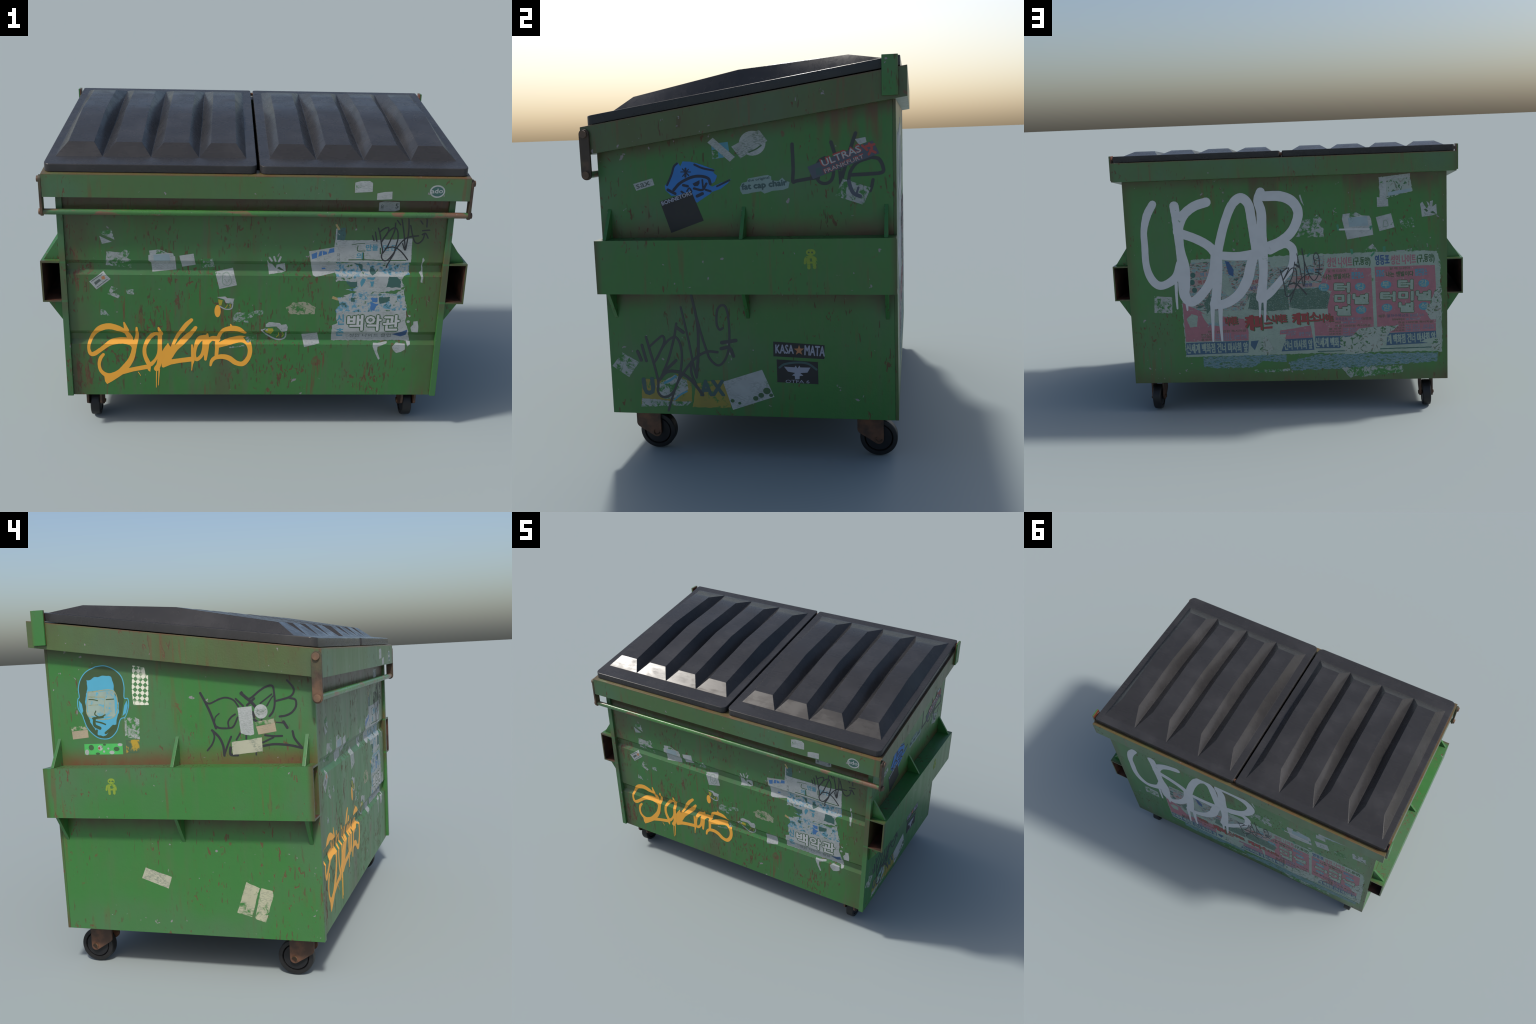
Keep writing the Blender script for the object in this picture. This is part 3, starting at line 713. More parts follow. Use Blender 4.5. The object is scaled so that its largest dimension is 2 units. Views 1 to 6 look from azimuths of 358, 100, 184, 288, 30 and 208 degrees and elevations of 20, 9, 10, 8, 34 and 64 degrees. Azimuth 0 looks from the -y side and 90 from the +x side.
    stroke("marker_tag","F","black_marker",7,[(585,989,6),(612,1036,6),(640,1058,6),(656,1042,6),(660,1004,6),(651,957,6),(648,934,6),(628,892,6),(620,857,6)])
    stroke("marker_tag","F","black_marker",7,[(644,1081,6),(642,1045,6),(628,1004,6),(612,963,6),(594,933,6)])
    stroke("marker_tag","F","black_marker",7,[(604,957,6),(640,964,6),(669,951,6),(693,928,6),(714,901,6)])
    stroke("marker_tag","F","black_marker",7,[(651,1094,6),(667,1073,6)])
    stroke("marker_tag","F","black_marker",7,[(672,1098,6),(686,1034,6),(698,958,6)])
    stroke("marker_tag","F","black_marker",7,[(704,1101,6),(708,1049,6),(704,984,6),(698,949,6),(684,981,6)])
    stroke("marker_tag","F","black_marker",7,[(715,1069,6),(728,1020,6),(741,990,6),(759,983,6),(777,1000,6),(784,1029,6)])
    stroke("marker_tag","F","black_marker",7,[(773,1045,6),(806,1048,6)])
    stroke("marker_tag","F","black_marker",7,[(773,1026,6),(788,1032,6),(802,1009,6)])
    stroke("marker_tag","F","black_marker",7,[(790,1099,6),(791,1064,6)])
    stroke("marker_tag","F","black_marker",7,[(760,1093,6),(771,1078,6)])
    # front rim and upper panel stickers
    section()
    patch("sticker","M","paper",1,0,[(435,1239),(434,1286),(459,1293),(499,1294),(514,1285),(515,1244)])
    patch("printed_block","M","worn_paper",2,1,[(440,1252),(440,1275),(466,1278),(463,1265)])
    patch("sticker","M","paper",1,0,[(537,1207),(537,1237),(570,1244),(605,1246),(606,1211)])
    disc("sticker","M","paper",1,809,1249,34.8,29.5)
    disc("printed_block","M","teal_ink",2,809,1249,28.5,22.8)
    words("lettering","M","paper",3,"ado",(781,1240),(834,1242),21.1,0.03)
    patch("sticker","F","paper",1,0,[(560,1139),(560,1179),(585,1185),(654,1183),(657,1145),(634,1138)])
    words("lettering","F","grey_ink",2,"5",(636,1152),(650,1152),22.6,0.03)
    words("lettering","F","grey_ink",2,"요",(568,1153),(582,1153),16.1,0.03)
    # right side panel
    section()
    patch("sticker","R","paper",1,0,[(-426,1090),(-349,1110),(-342,1084),(-415,1064)])
    words("lettering","R","grey_ink",2,"sax",(-412,1071),(-358,1085),15.5,0.03)
    patch("sticker","R","royal_blue",1,1,[(-301,1080),(-288,1094),(-268,1146),(-247,1167),(-237,1152),(-227,1170),(-199,1168),(-165,1159),(-106,1137),(-110,1125),(-97,1114),(-106,1092),(-127,1079),(-118,1073),(-84,1086),(-44,1099),(-59,1083),(-85,1064),(-119,1054),(-126,1046),(-149,1033),(-178,1014),(-200,1031),(-240,1043),(-277,1042),(-299,1064)])
    stroke("printed_line","R","navy_paint",2,[(-292,1083,8),(-273,1121,8),(-262,1151,8),(-249,1163,8)])
    stroke("printed_line","R","navy_paint",2,[(-182,1157,8),(-152,1143,8),(-110,1133,8)])
    stroke("printed_line","R","navy_paint",2,[(-267,1064,11),(-240,1090,11),(-196,1110,11),(-159,1113,11),(-131,1104,11),(-124,1084,11)])
    stroke("printed_line","R","navy_paint",2,[(-217,1143,8),(-219,1113,8)])
    stroke("printed_line","R","navy_paint",2,[(-236,1131,4),(-198,1130,4)])
    stroke("printed_line","R","navy_paint",2,[(-229,1142,5),(-206,1117,5)])
    stroke("printed_line","R","navy_paint",2,[(-206,1140,4),(-230,1114,4)])
    stroke("printed_line","R","navy_paint",2,[(-229,1081,10),(-212,1077,10)])
    stroke("printed_line","R","navy_paint",2,[(-216,1058,6),(-206,1070,6),(-197,1057,6)])
    stroke("printed_line","R","navy_paint",2,[(-188,1068,9),(-156,1062,9),(-139,1085,9)])
    stroke("printed_line","R","navy_paint",2,[(-143,1062,8),(-124,1056,8)])
    stroke("printed_line","R","navy_paint",2,[(-177,1039,12),(-156,1048,12)])
    stroke("printed_line","R","navy_paint",2,[(-99,1074,7),(-70,1087,7),(-50,1096,7)])
    stroke("printed_line","R","navy_paint",2,[(-290,1065,11),(-262,1050,11)])
    stroke("printed_line","R","navy_paint",2,[(-237,1057,8),(-228,1051,8)])
    stroke("printed_line","R","navy_paint",2,[(-154,1099,7),(-153,1072,7)])
    patch("printed_block","R","navy_paint",2,0,[(-193,1086),(-165,1099),(-165,1087),(-172,1077),(-186,1076)])
    patch("sticker","R","black_vinyl",3,0,[(-324,1021),(-199,1059),(-156,946),(-285,901)])
    words("lettering","R","pale_lilac",4,"BONNETORS",(-315,1006),(-196,1045),14.5,0.05)
    patch("sticker","R","light_blue_ink",1,0,[(-114,1231),(-51,1237),(-47,1205),(-69,1180),(-112,1175)])
    patch("printed_block","R","worn_paper",2,0,[(-113,1209),(-90,1211),(-88,1179),(-112,1176)])
    patch("sticker","R","paper",3,0,[(-128,1237),(-107,1254),(-26,1181),(-46,1164)])
    disc("sticker","R","paper",1,41,1229,49.8,45.3)
    stroke("printed_line","R","green_ink",2,[(26,1196,5),(54,1207,5),(74,1220,5)])
    patch("sticker","R","printed_paper",2,0,[(-38,1219),(-12,1232),(68,1277),(98,1236),(-5,1175)])
    patch("sticker","R","pale_teal",1,1,[(-12,1068),(-3,1084),(16,1089),(20,1100),(95,1112),(108,1106),(108,1093),(118,1090),(135,1089),(149,1100),(160,1089),(176,1084),(170,1062),(153,1056),(109,1052),(81,1043),(68,1052),(-2,1042),(-9,1052)])
    words("lettering","R","dark_teal",2,"fat cap chair",(-3,1052),(166,1066),28.3,0.06)
    words("lettering","R","dark_teal",2,"the original",(20,1085),(101,1096),11.4,0.04)
    stroke("graffiti_tag","R","black_spray",1,[(189,1221,13),(190,1170,13),(190,1124,13),(188,1085,13),(202,1087,13),(254,1095,13),(282,1097,13)])
    stroke("graffiti_tag","R","black_spray",2,[(307,1169,12),(286,1156,12),(273,1121,12),(282,1086,12),(305,1075,12),(328,1085,12),(338,1113,12),(334,1145,12),(318,1168,12)])
    stroke("graffiti_tag","R","black_spray",3,[(331,1224,13),(342,1188,13),(359,1133,13),(364,1078,13)])
    stroke("graffiti_tag","R","black_spray",4,[(420,1253,13),(402,1203,13),(378,1128,13),(363,1076,13)])
    stroke("graffiti_tag","R","black_spray",5,[(474,1166,13),(501,1159,13),(515,1133,13),(513,1111,13),(467,1106,13),(400,1104,13)])
    stroke("graffiti_tag","R","black_spray",6,[(474,1165,12),(426,1149,12),(400,1118,12),(392,1084,12)])
    stroke("graffiti_tag","R","black_spray",1,[(480,1085,12),(475,1061,12),(469,1045,12)])
    patch("sticker","R","slate_vinyl",7,0,[(243,1137),(480,1225),(504,1179),(262,1092)])
    words("lettering","R","red_ink",8,"ULTRAS",(298,1135),(442,1188),29,0.06)
    words("lettering","R","paper",9,"ULTRAS",(301,1137),(440,1187),24.3,0.02)
    words("lettering","R","red_ink",8,"FRANKFURT",(307,1111),(450,1165),16.7,0.05)
    words("lettering","R","paper",9,"FRANKFURT",(308,1113),(449,1164),13.4,0.01)
    stroke("printed_line","R","red_ink",8,[(443,1208,9),(461,1192,9)])
    stroke("printed_line","R","red_ink",8,[(468,1214,9),(477,1198,9),(466,1176,9)])
    stroke("printed_line","R","red_ink",8,[(472,1191,9),(490,1182,9)])
    stroke("printed_line","R","red_ink",8,[(457,1205,9),(486,1211,9)])
    patch("printed_block","R","dark_teal",8,2,[(273,1131),(292,1135),(296,1109),(275,1105)])
    patch("sticker","R","paper",8,0,[(417,1232),(455,1238),(459,1220),(432,1211)])
    patch("sticker","R","worn_paper",7,0,[(370,1091),(472,1057),(444,995),(343,1029)])
    stroke("printed_line","R","slate_vinyl",8,[(393,1081,14),(399,1058,14),(410,1037,14),(433,1026,14)])
    stroke("printed_line","R","slate_vinyl",8,[(427,1058,8),(420,1037,8)])
    patch("sticker","R","worn_paper",1,0,[(-557,373),(-512,428),(-445,390),(-490,328)])
    patch("sticker","R","worn_yellow",1,2,[(-437,323),(-380,321),(-341,318),(-294,345),(-250,320),(-236,308),(-237,233),(-258,218),(-446,210)])
    patch("printed_block","R","worn_paper",2,3,[(-442,241),(-385,239),(-300,232),(-238,236),(-258,217),(-446,208)])
    patch("sticker","R","worn_yellow",1,3,[(-215,308),(-160,319),(-109,324),(-79,213),(-236,210)])
    words("lettering","R","dark_teal",3,"U",(-430,259),(-388,262),63.2,0.08)
    words("lettering","R","dark_teal",2,"AX",(-201,260),(-105,262),59.2,0.06)
    patch("sticker","R","worn_paper",3,3,[(-381,295),(-341,318),(-300,342),(-253,317),(-250,285),(-299,248),(-345,240),(-368,253)])
    stroke("printed_line","R","light_blue_ink",4,[(-345,307,9),(-321,319,9),(-298,336,9)])
    stroke("printed_line","R","light_blue_ink",4,[(-309,239,7),(-282,261,7),(-256,275,7)])
    patch("sticker","R","paper",2,0,[(-109,317),(47,368),(91,261),(-74,204)])
    disc("printed_block","R","green_ink",3,63,284,14.7,13.3)
    disc("printed_block","R","green_ink",3,40,266,11.1,10)
    disc("printed_block","R","green_ink",3,18,253,10.5,9.4)
    disc("printed_block","R","green_ink",3,79,267,8,7.2)
    disc("printed_block","R","green_ink",3,-74,241,8.1,7.3)
    disc("printed_block","R","green_ink",3,-46,232,6.2,5.6)
    stroke("marker_tag","R","faded_marker",5,[(-449,433,13),(-436,398,13)])
    stroke("marker_tag","R","faded_marker",5,[(-430,459,11),(-415,395,11)])
    stroke("marker_tag","R","faded_marker",5,[(-411,492,10),(-399,440,10),(-383,376,10),(-371,311,10),(-374,272,10),(-358,251,10),(-331,254,10),(-307,277,10),(-285,323,10),(-244,379,10),(-210,414,10),(-167,436,10),(-126,435,10)])
    stroke("marker_tag","R","faded_marker",5,[(-397,455,9),(-367,481,9),(-344,497,9),(-337,477,9),(-354,438,9),(-381,392,9)])
    stroke("marker_tag","R","faded_marker",5,[(-375,399,9),(-339,461,9),(-299,493,9),(-277,474,9),(-269,417,9),(-283,336,9),(-311,264,9),(-335,194,9)])
    stroke("marker_tag","R","faded_marker",5,[(-285,547,9),(-299,484,9),(-326,400,9),(-364,318,9)])
    stroke("marker_tag","R","faded_marker",5,[(-342,356,13),(-318,377,12),(-294,399,12)])
    stroke("marker_tag","R","faded_marker",5,[(-367,318,12),(-336,350,12),(-300,355,12),(-265,343,12),(-228,311,12),(-192,262,12)])
    stroke("marker_tag","R","faded_marker",5,[(-284,531,13),(-259,512,13)])
    stroke("marker_tag","R","faded_marker",5,[(-264,612,8),(-241,490,8),(-224,379,8),(-214,331,8)])
    stroke("marker_tag","R","faded_marker",5,[(-220,658,10),(-207,592,10),(-200,523,10),(-203,427,11),(-214,337,11)])
    stroke("marker_tag","R","faded_marker",5,[(-207,592,9),(-192,523,9),(-170,444,9),(-156,406,9),(-125,382,9),(-96,407,9),(-79,461,9),(-76,549,9),(-84,608,9),(-102,620,9),(-120,599,9),(-124,548,9),(-114,525,9),(-101,530,9)])
    stroke("marker_tag","R","faded_marker",5,[(-107,473,14),(-52,482,14)])
    stroke("marker_tag","R","faded_marker",5,[(-111,449,13),(-78,453,13),(-63,420,13)])
    stroke("marker_tag","R","faded_marker",5,[(-233,395,9),(-234,347,9),(-216,299,9)])
    patch("sticker","R","black_vinyl",1,0,[(94,480),(290,468),(288,414),(93,422)])
    words("lettering","R","pale_lilac",2,"KASA",(102,434),(171,433),34.3,0.03)
    words("lettering","R","pale_lilac",2,"MATA",(213,429),(289,425),37.7,0.03)
    patch("printed_block","R","orange_ink",2,0,[(193,468),(198,454),(212,454),(200,444),(204,430),(192,438),(180,430),(184,444),(173,453),(188,454)])
    patch("sticker","R","black_vinyl",1,0,[(105,410),(263,402),(263,315),(105,320)])
    patch("printed_block","R","pale_lilac",2,0,[(133,382),(173,380),(178,387),(184,376),(192,387),(195,380),(234,380),(222,360),(194,358),(206,348),(192,346),(191,334),(174,333),(173,346),(162,348),(175,358),(147,363)])
    words("lettering","R","pale_lilac",2,"OTFA 6",(137,318),(229,318),12.4,0.02)
    stroke("printed_line","R","dark_teal",2,[(115,378,8),(136,392,8),(181,399,8),(225,395,8),(257,373,8)])
    # stencilled figures on both fork pockets
    section()
    disc("stencil_figure","Q","lime_spray",1,258,835,17.4,12.7)
    disc("stencil_figure","Q","green_ink",2,251,835,3.7,3.2)
    disc("stencil_figure","Q","green_ink",2,263,835,3.7,3.2)
    stroke("stencil_figure","Q","lime_spray",2,[(236,796,9),(240,814,9),(255,818,9),(273,814,9),(278,797,9)])
    stroke("stencil_figure","Q","lime_spray",2,[(248,812,12),(250,779,12)])
    stroke("stencil_figure","Q","lime_spray",2,[(268,812,12),(271,780,12)])
    stroke("stencil_figure","Q","lime_spray",2,[(245,798,7),(272,798,7)])
    disc("stencil_figure","P","lime_spray",1,258,832,15.9,11.5)
    disc("stencil_figure","P","green_ink",2,265,832,3.4,2.9)
    disc("stencil_figure","P","green_ink",2,253,832,3.4,2.9)
    stroke("stencil_figure","P","lime_spray",2,[(282,797,8),(277,813,8),(262,817,8),(244,814,8),(240,798,8)])
    stroke("stencil_figure","P","lime_spray",2,[(270,812,11),(269,782,11)])
    stroke("stencil_figure","P","lime_spray",2,[(249,812,11),(248,783,11)])
    stroke("stencil_figure","P","lime_spray",2,[(273,798,7),(246,799,7)])
    # left side panel
    section()
    patch("stencil_portrait","L","olive_paint",1,1,[(336,1284),(379,1266),(407,1236),(420,1199),(419,1165),(415,1136),(407,1099),(405,1070),(391,1035),(358,1003),(327,992),(292,996),(261,1024),(242,1069),(231,1102),(221,1147),(215,1200),(224,1240),(253,1269),(295,1286)])
    patch("stencil_portrait","L","sky_paint",2,5,[(379,1232),(363,1234),(334,1241),(305,1247),(271,1244),(261,1216),(259,1177),(253,1162),(242,1137),(248,1097),(262,1052),(289,1030),(307,1008),(326,1002),(348,1011),(356,1029),(379,1061),(390,1107),(393,1153),(383,1192)])
    patch("stencil_portrait","L","sky_paint",2,0,[(220,1125),(208,1144),(205,1124),(215,1094),(231,1083)])
    patch("stencil_portrait","L","sky_paint",2,0,[(422,1151),(410,1136),(406,1108),(414,1096),(423,1119)])
    stroke("stencil_portrait","L","sky_paint",3,[(336,1284,4),(379,1266,4),(407,1236,4),(420,1199,4),(419,1165,4),(427,1154,4),(428,1120,4),(411,1090,4),(405,1070,4),(391,1035,4),(358,1003,4),(327,992,4),(292,996,4),(261,1024,4),(242,1069,4),(219,1080,4),(202,1119,4),(202,1151,4),(218,1156,4),(215,1200,4),(224,1240,4),(253,1269,4),(295,1286,4),(336,1284,4)])
    patch("sticker","L","teal_paint",4,1,[(380,1186),(260,1184),(264,1081),(388,1086)])
    stroke("printed_line","L","beige_ink",5,[(377,1184,4),(260,1182,4),(267,1082,4),(384,1087,4),(377,1184,4)])
    stroke("printed_line","L","beige_ink",5,[(306,1161,3),(311,1085,3)])
    stroke("printed_line","L","beige_ink",5,[(379,1164,4),(306,1161,4)])
    stroke("printed_line","L","beige_ink",5,[(379,1130,3),(337,1131,3)])
    stroke("stencil_portrait","L","olive_paint",6,[(376,1154,4),(358,1153,4),(337,1148,4)])
    stroke("stencil_portrait","L","olive_paint",6,[(298,1151,4),(265,1152,4)])
    stroke("stencil_portrait","L","olive_paint",6,[(349,1106,5),(354,1092,5),(332,1081,5),(308,1090,5)])
    stroke("stencil_portrait","L","olive_paint",6,[(358,1076,13),(359,1049,13),(336,1036,13)])
    stroke("stencil_portrait","L","olive_paint",6,[(364,1076,9),(319,1082,9)])
    stroke("stencil_portrait","L","olive_paint",6,[(350,1063,6),(328,1058,6),(310,1051,6)])
    stroke("stencil_portrait","L","olive_paint",6,[(351,1027,9),(354,1012,9)])
    stroke("stencil_portrait","L","olive_paint",6,[(312,1016,10),(292,1030,10),(275,1044,10)])
    patch("sticker","L","checker_paper",1,1,[(172,1282),(121,1271),(118,1244),(107,1240),(113,1124),(180,1125),(182,1191)])
    patch("sticker","L","tan_paper",1,0,[(466,1025),(393,1031),(391,999),(464,992)])
    patch("sticker","L","scraped_tan",1,0,[(469,1043),(396,1048),(394,1032),(467,1026)])
    patch("sticker","L","bright_green",1,0,[(414,972),(241,972),(241,928),(415,928)])
    disc("printed_block","L","green_ink",2,383,957,12.1,11.5)
    disc("printed_block","L","green_ink",2,269,950,12.8,9.1)
    disc("printed_block","L","paper",2,404,938,9.2,11.5)
    disc("printed_block","L","paper",2,342,955,10.9,10.9)
    disc("printed_block","L","red_ink",2,347,954,4.6,5.2)
    disc("printed_block","L","paper",2,291,936,11.4,7.4)
    disc("printed_block","L","paper",2,252,967,10.8,6.2)
    disc("printed_block","L","paper",2,306,952,4.6,4)
    disc("printed_block","L","green_ink",2,322,968,7.4,4)
    disc("printed_block","L","green_ink",2,355,932,9.8,4.6)
    disc("printed_block","L","paper",2,326,940,4.6,4.6)
    patch("sticker","L","worn_paper",1,2,[(224,1076),(176,1076),(160,1067),(162,988),(192,991),(226,998)])
    patch("sticker","L","scraped_yellow",1,2,[(224,986),(165,986),(168,934),(227,932)])
    stroke("marker_tag","L","black_marker",1,[(-108,1163,10),(-126,1128,10),(-146,1082,10),(-165,1025,10)])
    stroke("marker_tag","L","black_marker",1,[(-131,1124,7),(-148,1122,7),(-184,1137,7),(-214,1142,7),(-243,1131,7),(-261,1106,7)])
    stroke("marker_tag","L","black_marker",1,[(-160,1049,5),(-165,1068,5),(-181,1082,5)])
    stroke("marker_tag","L","black_marker",1,[(-165,1032,8),(-182,1025,8),(-217,1024,7),(-237,1031,7),(-256,1065,7)])
    stroke("marker_tag","L","black_marker",1,[(-217,1028,7),(-216,1048,7),(-229,1066,7),(-246,1077,7)])
    stroke("marker_tag","L","black_marker",1,[(-252,1136,8),(-280,1108,8)])
    stroke("marker_tag","L","black_marker",1,[(-277,1161,8),(-292,1137,8),(-312,1137,8),(-349,1164,8),(-376,1178,8),(-400,1180,8),(-406,1148,8),(-406,1112,8),(-398,1084,8),(-383,1066,8)])
    stroke("marker_tag","L","black_marker",1,[(-274,1156,12),(-311,1124,12),(-330,1103,12)])
    stroke("marker_tag","L","black_marker",1,[(-326,1135,9),(-296,1110,9)])
    stroke("marker_tag","L","black_marker",1,[(-396,1149,6),(-349,1116,6)])
    stroke("marker_tag","L","black_marker",1,[(-401,1142,5),(-391,1130,5),(-375,1106,6)])
    stroke("marker_tag","L","black_marker",1,[(-458,1199,8),(-478,1175,8),(-482,1155,8),(-464,1136,8),(-412,1123,8)])
    stroke("marker_tag","L","black_marker",1,[(-464,1133,8),(-487,1125,8),(-488,1100,8),(-471,1078,8),(-447,1067,8),(-423,1064,8)])
    stroke("marker_tag","L","black_marker",1,[(-322,1054,10),(-343,1039,10)])
    stroke("marker_tag","L","black_marker",1,[(-410,1042,5),(-434,1040,5)])
    stroke("marker_tag","L","black_marker",1,[(-437,1044,11),(-451,1021,11)])
    stroke("marker_tag","L","black_marker",1,[(-124,938,7),(-146,964,7),(-156,992,7),(-150,1016,7)])
    stroke("marker_tag","L","black_marker",1,[(-148,1017,10),(-175,990,10),(-190,956,10),(-193,918,10)])
    stroke("marker_tag","L","black_marker",1,[(-193,920,8),(-208,956,8),(-225,991,8)])
    stroke("marker_tag","L","black_marker",1,[(-220,948,11),(-219,922,11),(-248,919,11)])
    stroke("marker_tag","L","black_marker",1,[(-263,1004,7),(-246,979,7)])
    stroke("marker_tag","L","black_marker",1,[(-362,994,8),(-395,990,8),(-429,990,8)])
    stroke("marker_tag","L","black_marker",1,[(-395,985,7),(-361,970,7),(-351,966,7)])
    stroke("marker_tag","L","black_marker",1,[(-353,953,9),(-399,959,9),(-458,954,9),(-505,943,9)])
    stroke("marker_tag","L","black_marker",1,[(-471,1007,9),(-478,979,9),(-505,944,9)])
    stroke("marker_tag","L","black_marker",1,[(-323,931,6),(-323,919,6)])
    stroke("marker_tag","L","black_marker",1,[(-287,1001,8),(-286,982,8)])
    stroke("marker_tag","L","black_marker",1,[(-351,1056,7),(-352,1042,7)])
    stroke("marker_tag","L","black_marker",1,[(-317,1084,9),(-322,1064,9)])
    patch("sticker","L","paper",4,1,[(-257,1102),(-314,1106),(-319,998),(-304,994),(-282,997),(-265,1004)])
    disc("sticker","L","paper",4,-350,1085,26.5,27.2)
    patch("printed_block","L","printed_paper",5,1,[(-329,1096),(-371,1094),(-374,1083),(-359,1072),(-340,1072),(-326,1084)])
    patch("sticker","L","tan_paper",4,0,[(-328,1028),(-403,1041),(-408,1008),(-336,997)])
    patch("sticker","L","scraped_tan",4,0,[(-325,1045),(-399,1057),(-402,1041),(-329,1030)])
    patch("sticker","L","cream_paper",4,1,[(-226,970),(-303,979),(-348,986),(-350,932),(-228,920)])
    patch("sticker","L","cream_paper",1,1,[(178,458),(105,434),(64,422),(82,372),(198,412)])
    patch("sticker","L","worn_cream",1,2,[(-254,411),(-308,388),(-270,269),(-209,284)])
    patch("sticker","L","worn_cream",1,2,[(-313,388),(-360,380),(-363,359),(-327,247),(-283,262)])
    # back panel: pasted posters
    section()
    patch("poster_sheet","B","pale_green_paper",1,5,[(541,914),(234,917),(-144,924),(-153,925),(-490,927),(-509,929),(-854,928),(-873,870),(-881,546),(-882,342),(-530,348),(-387,334),(-167,346),(50,340),(602,335),(605,666),(580,747)])
    patch("poster","B","collage_print",2,5,[(545,894),(350,898),(16,897),(-143,902),(-222,917),(-224,859),(-200,741),(-254,695),(-236,608),(-20,617),(249,608),(516,609),(599,657),(564,783)])
    patch("printed_block","B","pale_pink",3,1,[(550,836),(432,841),(436,811),(550,807)])
    patch("printed_block","B","pale_pink",3,1,[(526,793),(448,796),(452,766),(526,763)])
    patch("printed_block","B","pale_pink",3,1,[(551,746),(428,754),(434,725),(548,719)])
    patch("printed_block","B","pale_pink",3,1,[(203,784),(147,790),(151,763),(204,758)])
    patch("printed_block","B","pale_pink",3,1,[(211,747),(147,753),(150,727),(210,724)])
    patch("printed_block","B","pale_pink",3,1,[(-41,801),(-202,803),(-198,774),(-37,770)])
    patch("printed_block","B","pale_pink",3,1,[(-16,752),(-200,759),(-198,735),(-17,731)])
    patch("printed_block","B","pale_pink",3,1,[(-156,847),(-220,850),(-217,829),(-156,826)])
    words("fine_print","B","light_blue_ink",4,"역 너",(491,814),(436,816),22,0.03)
    words("fine_print","B","brick_red",4,"역 대",(507,768),(452,769),22.9,0.03)
    words("fine_print","B","navy_ink",4,"망자",(496,725),(434,728),22.1,0.03)
    words("fine_print","B","brick_red",4,"단보",(197,764),(157,768),19.3,0.03)
    words("fine_print","B","navy_ink",4,"앞자사",(205,728),(152,732),19.3,0.03)
    words("fine_print","B","navy_ink",4,"한명",(-109,740),(-149,741),18.1,0.03)
    words("fine_print","B","light_blue_ink",4,"안녕 방",(-115,820),(-199,825),20.4,0.03)
    words("fine_print","B","brick_red",4,"극장",(-64,777),(-140,781),20.4,0.03)
    patch("printed_block","B","navy_ink",4,2,[(345,902),(323,897),(295,847),(299,809),(325,821)])
    patch("paper_scrap","B","pale_green_paper",3,4,[(371,831),(332,817),(321,763),(297,713),(333,696),(367,733)])
    patch("paper_scrap","B","pale_green_paper",3,3,[(90,899),(-20,905),(-18,861),(79,855)])
    patch("paper_scrap","B","pale_green_paper",3,4,[(-74,904),(-158,908),(-151,866),(-81,845)])
    disc("printed_block","B","teal_ink",4,534,822,15,15.9)
    disc("printed_block","B","teal_ink",4,540,780,15,15.9)
    disc("printed_block","B","teal_ink",4,529,734,15,15.9)
    patch("poster_scrap","B","dark_print",3,3,[(-17,725),(-123,728),(-202,730),(-252,692),(-234,608),(-90,604),(-20,620)])
    patch("poster_scrap","B","dark_print",3,3,[(217,706),(-9,732),(-13,606),(116,600),(235,621)])
    patch("poster_scrap","B","dark_print",3,2,[(478,658),(439,716),(435,626),(464,590)])
    patch("printed_block","B","pink_ink",2,0,[(-507,844),(-844,845),(-849,724),(-847,464),(-575,457),(-515,495)])
    patch("printed_block","B","pink_ink",4,1,[(-235,842),(-487,838),(-496,496),(-414,485),(-381,446),(-158,448),(-154,533),(-240,537),(-234,619),(-257,710),(-211,723),(-200,756),(-210,788)])
    patch("printed_block","B","pink_ink",3,2,[(603,662),(503,609),(464,585),(251,558),(227,489),(228,429),(598,428)])
    patch("printed_block","B","pink_ink",4,2,[(44,483),(-134,510),(-144,438),(29,431),(46,453)])
    patch("paper_scrap","B","pale_green_paper",4,3,[(586,565),(553,592),(518,582),(526,518),(567,514)])
    patch("paper_scrap","B","pale_green_paper",4,4,[(499,595),(384,584),(378,510),(467,535)])
    patch("printed_block","B","band_blue",3,0,[(597,421),(228,427),(234,356),(599,348)])
    patch("printed_block","B","band_blue",3,0,[(215,424),(170,428),(195,369),(218,397)])
    patch("printed_block","B","band_blue",5,0,[(11,431),(-144,438),(-151,365),(40,359)])
    patch("printed_block","B","band_blue",5,0,[(-158,445),(-372,445),(-298,372),(-160,374)])
    patch("printed_block","B","band_blue",5,0,[(-575,455),(-847,464),(-849,425),(-803,392),(-565,383)])
    words("lettering","B","pale_green_paper",4,"신세계 백화점 건너 마사회 앞",(595,357),(236,361),57.4,0.03)
    words("lettering","B","pale_green_paper",6,"건너 마사회 앞",(22,368),(-141,373),54.8,0.03)
    words("lettering","B","pale_green_paper",6,"신세계 백화",(-159,380),(-294,380),56.1,0.03)
    words("lettering","B","pale_green_paper",6,"계 백화점 건너 마사회 앞",(-574,391),(-845,404),54.2,0.03)
    patch("paper_scrap","B","pale_green_paper",7,3,[(-760,402),(-804,421),(-850,423),(-850,388),(-803,391)])
    patch("printed_line","B","teal_ink",3,1,[(-527,366),(-821,371),(-820,365),(-527,360)])
    patch("printed_line","B","teal_ink",3,1,[(-170,357),(-326,358),(-326,353),(-170,351)])
    words("lettering","B","navy_ink",3,"영등포",(-512,853),(-591,856),56.3,0.03)
    words("lettering","B","pink_ink",3,"성인 나이트",(-599,853),(-739,856),54.8,0.03)
    words("lettering","B","green_ink",3,"(구,동양)",(-745,856),(-842,858),51.7,0.03)
    words("lettering","B","pink_ink",3,"성인 나이트",(-239,849),(-381,850),55.1,0.03)
    words("lettering","B","green_ink",3,"(구,동양)",(-386,850),(-483,849),52.1,0.03)
    words("lettering","B","green_ink",5,"터",(-638,713),(-718,711),50.4,0.14)
